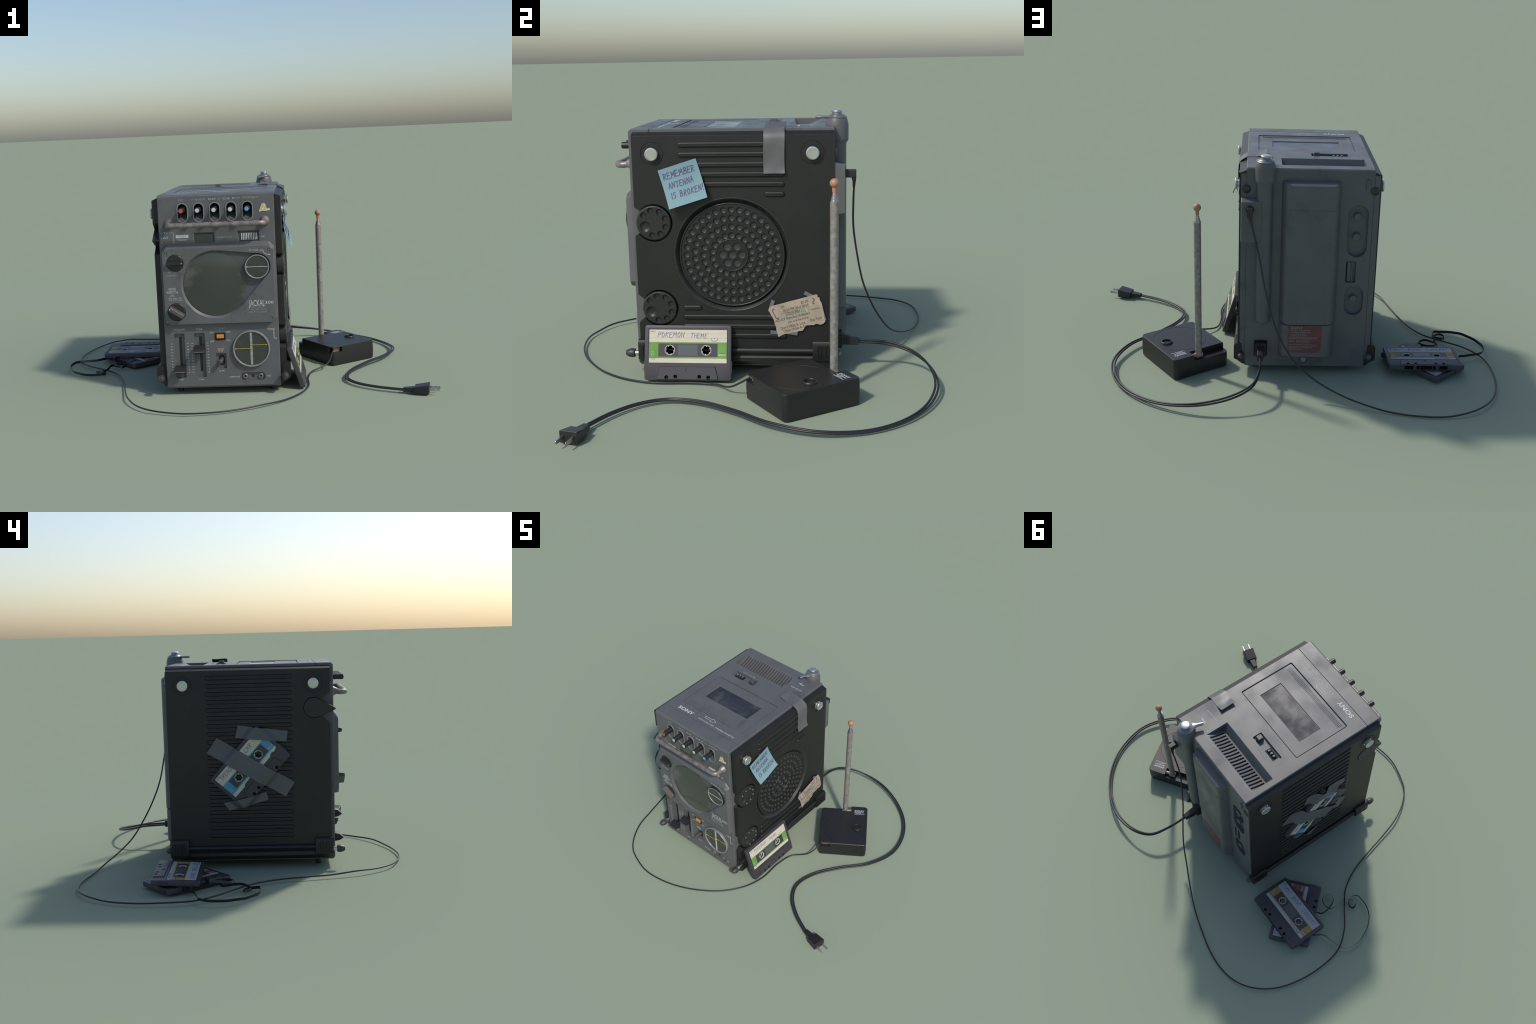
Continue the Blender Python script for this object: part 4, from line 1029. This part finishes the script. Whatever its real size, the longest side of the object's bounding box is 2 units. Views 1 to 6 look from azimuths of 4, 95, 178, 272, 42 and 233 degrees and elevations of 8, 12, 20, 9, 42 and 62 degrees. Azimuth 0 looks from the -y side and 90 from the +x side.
GRIP = Builder().box(-0.1800, -0.1750, -0.0800, -0.0330, -0.0110, 0.0110).box(0.1750, 0.1800, -0.0800, -0.0330, -0.0110, 0.0110).mesh("side_grip")

def cassette(origin, u, v, band, words, label, ink, torn_label=False, paper=None, seed=1):
    u, v = Vector(u).normalized(), Vector(v)
    v = (v - u * v.dot(u)).normalized()
    n = u.cross(v)
    root = thing("cassette_tape", (0, 0, 0), label, "cassette tape", local=True)
    root.matrix_world = Matrix.Translation(origin) @ Matrix((u, v, n)).transposed().to_4x4() @ Matrix.Diagonal((1, 1, 0.82, 1))
    place("cassette_shell", SHELL, M_CASSETTE, root)
    place("cassette_head", HEAD, M_CASSETTE, root)
    place("side_grip", GRIP, M_CASSETTE, root)
    place("cassette_window", INSERT, M_CASSETTE, root)
    place("window_pane", PANE, M_PANE, root)
    place("magnetic_tape", INNER, M_MAGNETIC, root)
    for s in (-1, 1):
        r = place("reel_hub", REEL, M_REEL, root)
        r.location = (s * 0.0743, 0.0110, 0)
        r.rotation_euler = (0, 0, 0.3 * s + seed)
    me = (TORN if torn_label else PAPER).copy()
    place("label", me, paper or M_CREAM, root)
    me = BAND.copy(); me.materials.clear()
    place("label_band", me, band, root)
    b = Builder()
    for z in (0.0600, 0.0770):
        b.prism(rect(-0.1585, 0.1585, z, z + 0.0009), LOCAL, 0.0158, 0.0162)
    part("ruled_line", b, M_PRINT_DIM, root)
    rng = random.Random(seed)
    b = Builder()
    for s, a0, b0, h, adv in words:
        handwriting(b, s, lambda a, c, l: Vector((a0 + a, b0 + c, 0.0159 + l)), h, 0.0018, rng, advance=adv)
    part("label_writing", b, ink, root)
    text("INDEX", LOCAL, -0.1450, 0.0855, 0.0050, M_PRINT_DARK, root, c=0.0162)
    text("NOISE RED.", LOCAL, 0.1400, -0.0010, 0.0030, M_PRINT_DARK, root, c=0.0162)
    part("label_box", Builder().prism(rect(0.1260, 0.1540, -0.0095, -0.0045), LOCAL, 0.0158, 0.0163), M_PRINT, root)
    text("ON  OFF", LOCAL, 0.1400, -0.0070, 0.0032, M_PRINT_DARK, root, c=0.0166)
    text("SIDE", LOCAL, -0.1440, 0.0040, 0.0040, M_PRINT, root, c=0.0162)
    part("label_box", Builder().ring(rect(-0.1490, -0.1400, -0.0110, -0.0015), rect(-0.1480, -0.1410, -0.0100, -0.0025), LOCAL, 0.0158, 0.0163), M_PRINT, root)
    return root

b0 = Vector((0.3085, -0.2220, 0.1162))
lv = Vector((-0.0670, 0, 0.2137)).normalized()
ln = Vector((0, 1, 0)).cross(lv)
c_lean = cassette(b0 - ln * CT * 0.82, (0, 1, 0), lv, M_GREEN, [("POKEMON", -0.124, 0.0625, 0.0215, 0.72), ("THEME", 0.010, 0.0600, 0.0190, 0.74)],
                  "gray cassette with cream and green label leaning on radio", M_BLUE_INK, seed=2)
b = Builder()
for k in range(12):
    t0, t1 = PI + PI * k / 12, PI + PI * (k + 1) / 12
    line(b, LOCAL, (0.108 + 0.013 * math.cos(t0), 0.0590 + 0.012 * math.sin(t0)), (0.108 + 0.013 * math.cos(t1), 0.0590 + 0.012 * math.sin(t1)), 0.0022, 0.0166)
    line(b, LOCAL, (-0.141 + 0.008 * math.cos(t0), -0.0200 + 0.007 * math.sin(t0)), (-0.141 + 0.008 * math.cos(t1), -0.0200 + 0.007 * math.sin(t1)), 0.0018, 0.0166)
line(b, LOCAL, (-0.146, -0.014), (-0.146, -0.019), 0.0016, 0.0166); line(b, LOCAL, (-0.138, -0.013), (-0.138, -0.018), 0.0016, 0.0166)
line(b, LOCAL, (0.105, 0.0600), (0.112, 0.0605), 0.0022, 0.0166)
part("drawn_smiles", b, M_BLUE_INK, c_lean)

cassette((-0.6480, 0.3085, 0.0540), (-1, -0.012, 0), (0.012, -1, -0.045), M_OCHRE, [("FIRST", -0.150, 0.0610, 0.0220, 0.72), ("BAND", -0.058, 0.0610, 0.0220, 0.76), ("CONCERT", 0.033, 0.0610, 0.0220, 0.72), ("12/2/1990", 0.055, -0.0380, 0.0110, 0.85)],
         "gray cassette with white and ochre label lying flat", M_BLUE_INK, paper=M_GRAY_LABEL, seed=3)
lu = Vector((-0.8637 + 0.6282, 0.3346 - 0.0639, 0)).normalized()
cassette((-0.6588, 0.2703, 0.0205), -lu, Vector((0.087, 0.070, 0)), M_RUST, [("ROCK", -0.13, 0.0620, 0.0220, 0.8)],
         "gray cassette with white and rust label lying underneath", M_BLUE_INK, paper=M_GRAY_LABEL, seed=4)
tu, tv = Vector((0, -0.661, 0.750)), Vector((0, 0.750, 0.661))
TC = Vector((-0.3993, -0.0327, 0.5130))
cassette(TC, tu, tv, M_SKY, [("TREAD", -0.140, 0.0610, 0.0220, 0.72), ("CAR", 0.040, 0.0610, 0.0220, 0.8)],
         "gray cassette with blue label taped to radio side", M_BLUE_INK, torn_label=True, seed=5)

# tape strips that hold the cassette to the left cover, draped over it
def drape(name, corners, seed, base=-0.3935, top=-0.4175, soft=0.028, n=30, m=8, lift=0.0):
    r = random.Random(seed)
    ph = r.uniform(0, 6)
    tl, tr, br, bl = [Vector(c) for c in corners]
    g = []
    for i in range(n + 1):
        row = []
        for j in range(m + 1):
            s, t = i / n, j / m
            p = (tl * (1 - s) + tr * s) * (1 - t) + (bl * (1 - s) + br * s) * t      # (y, z)
            q = Vector((0, p[0], p[1])) - Vector((0, TC.y, TC.z))
            a, c = abs(q.dot(tu)) - CW / 2, abs(q.dot(tv)) - CH / 2
            dist = max(a, c) if max(a, c) < 0 else math.hypot(max(a, 0), max(c, 0))
            k = min(1, max(0, 0.5 - (dist - soft * 0.25) / soft))
            k = k * k * (3 - 2 * k)
            if q.dot(tv) < -0.050:
                tt = top - 0.005 * k
            else:
                tt = top
            x = base + (tt - base) * k + 0.0018 * math.sin(s * 9 + t * 2 + ph) - lift * math.sin(s * PI)
            row.append(Vector((x, p[0], p[1])))
        g.append(row)
    part(name, Builder().sheet(g, 0.0014), M_TAPE, radio, smooth=60)
drape("tape_strip", [(0.0242, 0.7189), (-0.2199, 0.6869), (-0.2117, 0.6358), (0.0383, 0.6586)], 1)
drape("tape_strip", [(0.1282, 0.6601), (-0.2496, 0.4343), (-0.2046, 0.3634), (0.1804, 0.5853)], 2, n=44)
drape("tape_strip", [(0.1043, 0.3355), (-0.1084, 0.3882), (-0.1183, 0.3483), (0.0757, 0.2966)], 3)

# loose tape spilling from the lower cassette
ribbon = [(-0.731, 0.18, 0.045), (-0.753, 0.162, 0.044), (-0.756, 0.129, 0.042), (-0.747, 0.095, 0.036), (-0.733, 0.065, 0.028), (-0.712, 0.048, 0.026), (-0.692, 0.047, 0.021), (-0.677, 0.061, 0.024),
          (-0.673, 0.083, 0.025), (-0.685, 0.102, 0.024), (-0.709, 0.111, 0.022), (-0.736, 0.109, 0.021), (-0.757, 0.095, 0.02), (-0.761, 0.069, 0.024), (-0.758, 0.035, 0.027), (-0.759, 0.002, 0.027),
          (-0.772, -0.02, 0.021), (-0.793, -0.033, 0.021), (-0.813, -0.035, 0.018), (-0.823, -0.02, 0.016), (-0.82, -0.005, 0.013), (-0.802, -0.001, 0.011), (-0.781, -0.011, 0.009), (-0.767, -0.03, 0.01),
          (-0.767, -0.053, 0.012), (-0.782, -0.073, 0.017), (-0.808, -0.077, 0.015), (-0.842, -0.078, 0.015), (-0.88, -0.069, 0.016), (-0.918, -0.047, 0.019), (-0.948, -0.016, 0.018), (-0.971, 0.021, 0.02),
          (-0.987, 0.06, 0.02), (-0.996, 0.098, 0.022), (-0.995, 0.138, 0.023), (-0.983, 0.17, 0.024), (-0.957, 0.19, 0.022), (-0.918, 0.202, 0.022), (-0.88, 0.213, 0.021), (-0.855, 0.221, 0.023),
          (-0.837, 0.243, 0.022), (-0.815, 0.275, 0.02)]
pts = spline(ribbon, 5)
grid = []
for i, p in enumerate(pts):
    t = (pts[min(i + 1, len(pts) - 1)] - pts[max(i - 1, 0)]).normalized()
    w = Vector((-t.y, t.x, 0))
    tilt = 0.30 * math.sin(i * 0.045 + 0.6)
    ax_ = (Vector((0, 0, 1)) * math.cos(tilt) + w * math.sin(tilt))
    c = Vector((p.x, p.y, max(p.z, 0.0075)))
    t.z = 0
    grid.append([c - ax_ * 0.0068, c + ax_ * 0.0068])
loose = [o for o in bpy.data.objects if o.name.startswith("cassette_tape")][2]
me = Builder().sheet(grid, 0.0010).mesh("loose_tape")
inv = loose.matrix_world.inverted()
me.transform(inv)
place("loose_tape", me, M_MAGNETIC, loose, smooth=60)

# ================================================================== ANTENNA UNIT
ant = thing("antenna_unit", (0.515, 0.250, 0), "low black box with upright rod antenna", "antenna")
C1 = Vector((0.4926, 0.0361, 0)); C2 = Vector((0.7246, 0.1968, 0)); C3 = Vector((0.5375, 0.4650, 0))
BF = Frame(C1, C2 - C1, (C3 - C2) - (C2 - C1).normalized() * (C3 - C2).dot((C2 - C1).normalized()))
BU, BW, BT = (C2 - C1).length, 0.327, 0.1045
outl = rect(-0.0058, BU + 0.0058, -0.0058, BW + 0.0058, 0.020, 6)
b = Builder().loft([[BF.p(a, c, 0.0005) for a, c in inset(outl, 0.003)], [BF.p(a, c, 0.004) for a, c in inset(outl, 0.000)], [BF.p(a, c, 0.022) for a, c in inset(outl, -0.001)],
                    [BF.p(a, c, 0.045) for a, c in inset(outl, -0.002)], [BF.p(a, c, BT - 0.0025) for a, c in outl], [BF.p(a, c, BT) for a, c in inset(outl, 0.0025)]])
cut = Builder()
cut.prism([(-0.05, 0.2865), (0.1870, 0.2865), (0.1790, 0.40), (-0.05, 0.40)], BF, 0.0745, 0.15)
cut.prism(rect(0.100, 0.1780, 0.2900, 0.3150, 0.003), BF, 0.050, 0.076)
cut.prism([(-0.02, -0.02), (0.062, -0.02), (0.062, 0.016), (0.016, 0.016), (0.016, 0.034), (-0.02, 0.034)], BF, 0.0720, 0.0985)
cut2 = Builder()
gc = Vector((0.538, 0.233, 0)) - C1
ga, gb = gc.dot(BF.u), gc.dot(BF.v)
cut2.ring(circle(ga, gb, 0.1290, 80), circle(ga, gb, 0.1270, 80), BF, BT - 0.0012, BT + 0.004)
part("antenna_base", b, M_BASE, ant, cut=[cut, cut2], bevel=0.0012)
part("cable_bay", Builder().prism(rect(0.0155, 0.060, 0.0145, 0.020), BF, 0.0725, 0.098), M_BRASS, ant)
rc = Vector((0.597, 0.282, 0)) - C1
ra, rb = rc.dot(BF.u), rc.dot(BF.v)
b = Builder().lathe([(0.0285, BT - 0.001), (0.0285, BT + 0.003), (0.0265, BT + 0.007), (0.0240, BT + 0.008), (0.0220, BT + 0.006), (0.0220, BT - 0.001)], BF, ra, rb, 40, wrap=True)
part("dial_ring", b, M_BASE, ant, smooth=50)
part("step_ridge", Builder().prism(rect(0.020, 0.085, 0.2860, 0.2880), BF, 0.086, 0.089), M_BASE, ant)
AT = Frame(BF.p(0, 0, BT), BF.u, BF.v)
def at_text(s, x, y, h, w):
    q = Vector((x, y, 0)) - C1
    text(s, AT, q.dot(BF.u), q.dot(BF.v), h, M_PRINT, ant, width=w, align='LEFT', bold=0.04)
at_text("SONY", 0.4945, 0.3925, 0.0120, 0.064)
at_text("ANT-MODULE", 0.5015, 0.3815, 0.0075, 0.060); at_text("CAPACITOR", 0.5140, 0.3790, 0.0050, 0.034); at_text("MADE IN JAPAN", 0.5110, 0.3680, 0.0050, 0.064)
# hinge and rod
rod = Vector((0.4375, 0.3695, 0))
rq = rod - C1
hu, hw = rq.dot(BF.u), rq.dot(BF.v)
hf = Frame(BF.p(hu, hw, 0.0865), BF.v, (0, 0, 1))
b = Builder().lathe([(0.0130, -0.018), (0.0150, -0.0155), (0.0150, 0.0150), (0.0135, 0.0165)], hf, 0, 0, 20)
part("hinge", b, M_BRASS, ant)
part("hinge_pin", Builder().lathe([(0.0100, 0.0160), (0.0100, 0.0430)], hf, 0, 0.001, 18), M_BRASS, ant)
RF = Frame((rod.x, rod.y, 0), (1, 0, 0), (0, 1, 0))
lean = lambda z: ((z - 0.09) / 0.73 * 0.0020, (z - 0.09) / 0.73 * 0.0025)
prof = [(0.0150, 0.0870), (0.0158, 0.0960), (0.0165, 0.7480), (0.0160, 0.7540)]
part("antenna_rod", Builder().loft([[RF.p(r * math.cos(2 * PI * k / 24) + lean(z)[0], r * math.sin(2 * PI * k / 24) + lean(z)[1], z) for k in range(24)] for r, z in prof]), M_ROD, ant, smooth=50)
b = Builder()
prof = [(0.0160, 0.7535)]
for k in range(5):
    z = 0.7560 + k * 0.0075
    r0, r1 = 0.0157 - 0.0021 * k, 0.0157 - 0.0021 * (k + 1)
    prof += [(r0, z), (r0 - 0.0004, z + 0.0055), (r1, z + 0.0060)]
part("rod_tip", Builder().loft([[RF.p(r * math.cos(2 * PI * k / 24) + lean(z)[0], r * math.sin(2 * PI * k / 24) + lean(z)[1], z) for k in range(24)] for r, z in prof]), M_BRIGHT, ant, smooth=50)
prof = [(0.0085, 0.7880), (0.0088, 0.8060)] + [(0.0178 * math.cos(t), 0.8228 + 0.0178 * math.sin(t)) for t in [math.radians(-58 + 148 * k / 14) for k in range(15)]]
part("rod_ball", Builder().loft([[RF.p(max(r, 1e-5) * math.cos(2 * PI * k / 28) + lean(z)[0], max(r, 1e-5) * math.sin(2 * PI * k / 28) + lean(z)[1], z) for k in range(28)] for r, z in prof]), M_ORANGE_TIP, ant, smooth=50)

# lead from the unit to the radio
lead = [(0.2020, 0.4480, 0.8240), (0.1940, 0.4475, 0.7740), (0.1800, 0.4455, 0.7160), (0.1549, 0.4463, 0.6074), (0.1309, 0.4625, 0.4854), (0.0992, 0.4878, 0.3612), (0.0543, 0.5287, 0.2527),
        (-0.0101, 0.5745, 0.1632), (-0.0974, 0.6171, 0.0973), (-0.2040, 0.6677, 0.0534), (-0.3188, 0.7142, 0.0262), (-0.4401, 0.7491, 0.0073), (-0.5637, 0.7760, 0.0050), (-0.6819, 0.7800, 0.0063),
        (-0.7875, 0.7542, 0.0141), (-0.8772, 0.6883, 0.0150), (-0.9420, 0.5874, 0.0108), (-0.9771, 0.4600, 0.0117), (-0.9845, 0.3238, 0.0150), (-0.9631, 0.2043, 0.0153), (-0.8930, 0.1074, 0.0175),
        (-0.7997, 0.0340, 0.0160), (-0.7109, -0.0434, 0.0134), (-0.6506, -0.1508, 0.0137), (-0.6120, -0.2786, 0.0132), (-0.5805, -0.4105, 0.0134), (-0.5444, -0.5354, 0.0205), (-0.4888, -0.6410, 0.0168),
        (-0.4158, -0.7168, 0.0152), (-0.3233, -0.7578, 0.0113), (-0.2214, -0.7809, 0.0103), (-0.1013, -0.7706, 0.0092), (0.0153, -0.7367, 0.0092), (0.1342, -0.6786, 0.0122), (0.2403, -0.5877, 0.0058),
        (0.3208, -0.4726, 0.0049), (0.3566, -0.3492, 0.0050), (0.3538, -0.2127, 0.0052), (0.3764, -0.1024, 0.0088), (0.4608, -0.0319, 0.0318), (0.4955, 0.0495, 0.0832)]
part("antenna_lead", Builder().tube(spline(lead, 9), 0.0040, 10), M_RUBBER, ant, smooth=70)
b = Builder().prism(rect(0.1885, 0.2155, 0.8130, 0.8445, 0.004, 3), Frame((0, 0, 0), (1, 0, 0), (0, 0, 1)), -0.4560, -0.4135, 0.002)
pl = Frame((0.2020, 0.4470, 0), (1, 0, 0), (0, 1, 0))
b.loft([[pl.p(a, c, 0.8160) for a, c in rect(-0.0125, 0.0125, -0.0090, 0.0090, 0.003)], [pl.p(a - 0.0005, c, 0.8040) for a, c in rect(-0.0115, 0.0115, -0.0085, 0.0085, 0.003)],
        [pl.p(a - 0.001, c + 0.001, 0.8030) for a, c in rect(-0.0090, 0.0090, -0.0070, 0.0070, 0.003)], [pl.p(a - 0.0085, c, 0.7720) for a, c in rect(-0.0045, 0.0045, -0.0045, 0.0045, 0.002)]])
part("lead_elbow", b, M_RUBBER, ant)

# ================================================================== POWER CORD
cord = thing("power_cord", (0.6, 0.1, 0), "black twin power cord with two prong plug", "power cord")
ctrl = [(0.1430, 0.4650, 0.1210), (0.1490, 0.5920, 0.1130), (0.1850, 0.6870, 0.0900), (0.2890, 0.7490, 0.0650), (0.4350, 0.7640, 0.0410), (0.5920, 0.7150, 0.0200), (0.7290, 0.6140, 0.0120), (0.8170, 0.4770, 0.0110),
        (0.8480, 0.3120, 0.0200), (0.7940, 0.1460, 0.0260), (0.6790, 0.0070, 0.0230), (0.5880, -0.1300, 0.0190), (0.5560, -0.2550, 0.0140), (0.6010, -0.3570, 0.0140), (0.6990, -0.4400, 0.0150), (0.8250, -0.5040, 0.0160)]
mid = spline(ctrl, 14)
for s in (-1, 1):
    pts = []
    for i, p in enumerate(mid):
        t = (mid[min(i + 1, len(mid) - 1)] - mid[max(i - 1, 0)]).normalized()
        w = t.cross(Vector((0, 0, 1))).normalized()
        up = w.cross(t)
        f = i / (len(mid) - 1)
        k = min(1, max(0, (f - 0.05) / 0.30))
        ang = (1 - k * k * (3 - 2 * k)) * PI / 2
        half = 0.0050 + 0.0012 * min(1, f * 4)
        q = p + (w * math.cos(ang) + up * math.sin(ang)) * half * s
        q.z = max(q.z, 0.0048)
        pts.append(q)
    part("cord_strand", Builder().tube(pts, 0.0047, 10), M_RUBBER, cord, smooth=70)
# wall plug: stations along its axis (x, y, z, half width, half height)
pax = Vector((0.070, -0.0165, 0.0)).normalized()
pw = Vector((-pax.y, pax.x, 0))
def stations(rows, r=0.35):
    loops = []
    for (d, z, hw_, hh) in rows:
        o = Vector((0.9455, -0.5285, z)) + pax * d
        k = min(hw_, hh) * r
        loops.append([o + pw * a + Vector((0, 0, 1)) * c for a, c in rect(-hw_, hw_, -hh, hh, k, 3)])
    return loops
b = Builder().loft(stations([(0.0, 0.0270, 0.0330, 0.0215), (-0.0015, 0.0270, 0.0345, 0.0230), (-0.0690, 0.0205, 0.0315, 0.0165), (-0.0710, 0.0205, 0.0300, 0.0150)], 0.18))
part("wall_plug", b, M_RUBBER, cord)
b = Builder().loft(stations([(-0.0690, 0.0190, 0.0185, 0.0125), (-0.1260, 0.0165, 0.0125, 0.0095), (-0.1275, 0.0165, 0.0110, 0.0085)], 0.2))
part("strain_relief", b, M_RUBBER, cord)
for s in (-1, 1):
    o = Vector((0.9455, -0.5285, 0.0265)) + pw * 0.0195 * s
    b = Builder()
    f = Frame(o, pax, (0, 0, 1))
    b.prism([(-0.002, -0.0068), (0.0480, -0.0068), (0.0505, -0.004), (0.0505, 0.004), (0.0480, 0.0068), (-0.002, 0.0068)], f, -0.0013, 0.0013)
    part("plug_prong", b, M_PRONG, cord)
# appliance plug at the radio
pf = lambda y, hw_, z0, z1, k=0.25: [Vector((0.1430 + a, y, c)) for a, c in rect(-hw_, hw_, z0, z1, min(hw_, (z1 - z0) / 2) * k, 3)]
b = Builder().loft([pf(0.346, 0.0255, 0.0950, 0.1640), pf(0.4005, 0.0255, 0.0950, 0.1640), pf(0.4015, 0.0245, 0.0960, 0.1630)])
part("appliance_plug", b, M_RUBBER, cord)
b = Builder()
n = 6
rows = []
for k in range(n):
    y0, y1 = 0.4010 + 0.0105 * k, 0.4010 + 0.0105 * (k + 1)
    tk0 = k / n
    hw_, z0, z1 = 0.0195 - 0.0065 * tk0, 0.1060, 0.1510 - 0.0105 * tk0
    rows += [pf(y0, hw_, z0, z1), pf(y1 - 0.0030, hw_ - 0.0006, z0, z1 - 0.0010)]
    if k < 3:
        rows += [pf(y1 - 0.0028, hw_ - 0.003, z0 + 0.003, z1 - 0.0040), pf(y1 - 0.0002, hw_ - 0.003, z0 + 0.003, z1 - 0.0040)]
rows.append(pf(0.4700, 0.0135, 0.1065, 0.1395))
part("plug_boot", Builder().loft(rows), M_RUBBER, cord)

for o in bpy.data.objects:
    if "local_parts" in o:
        del o["local_parts"]
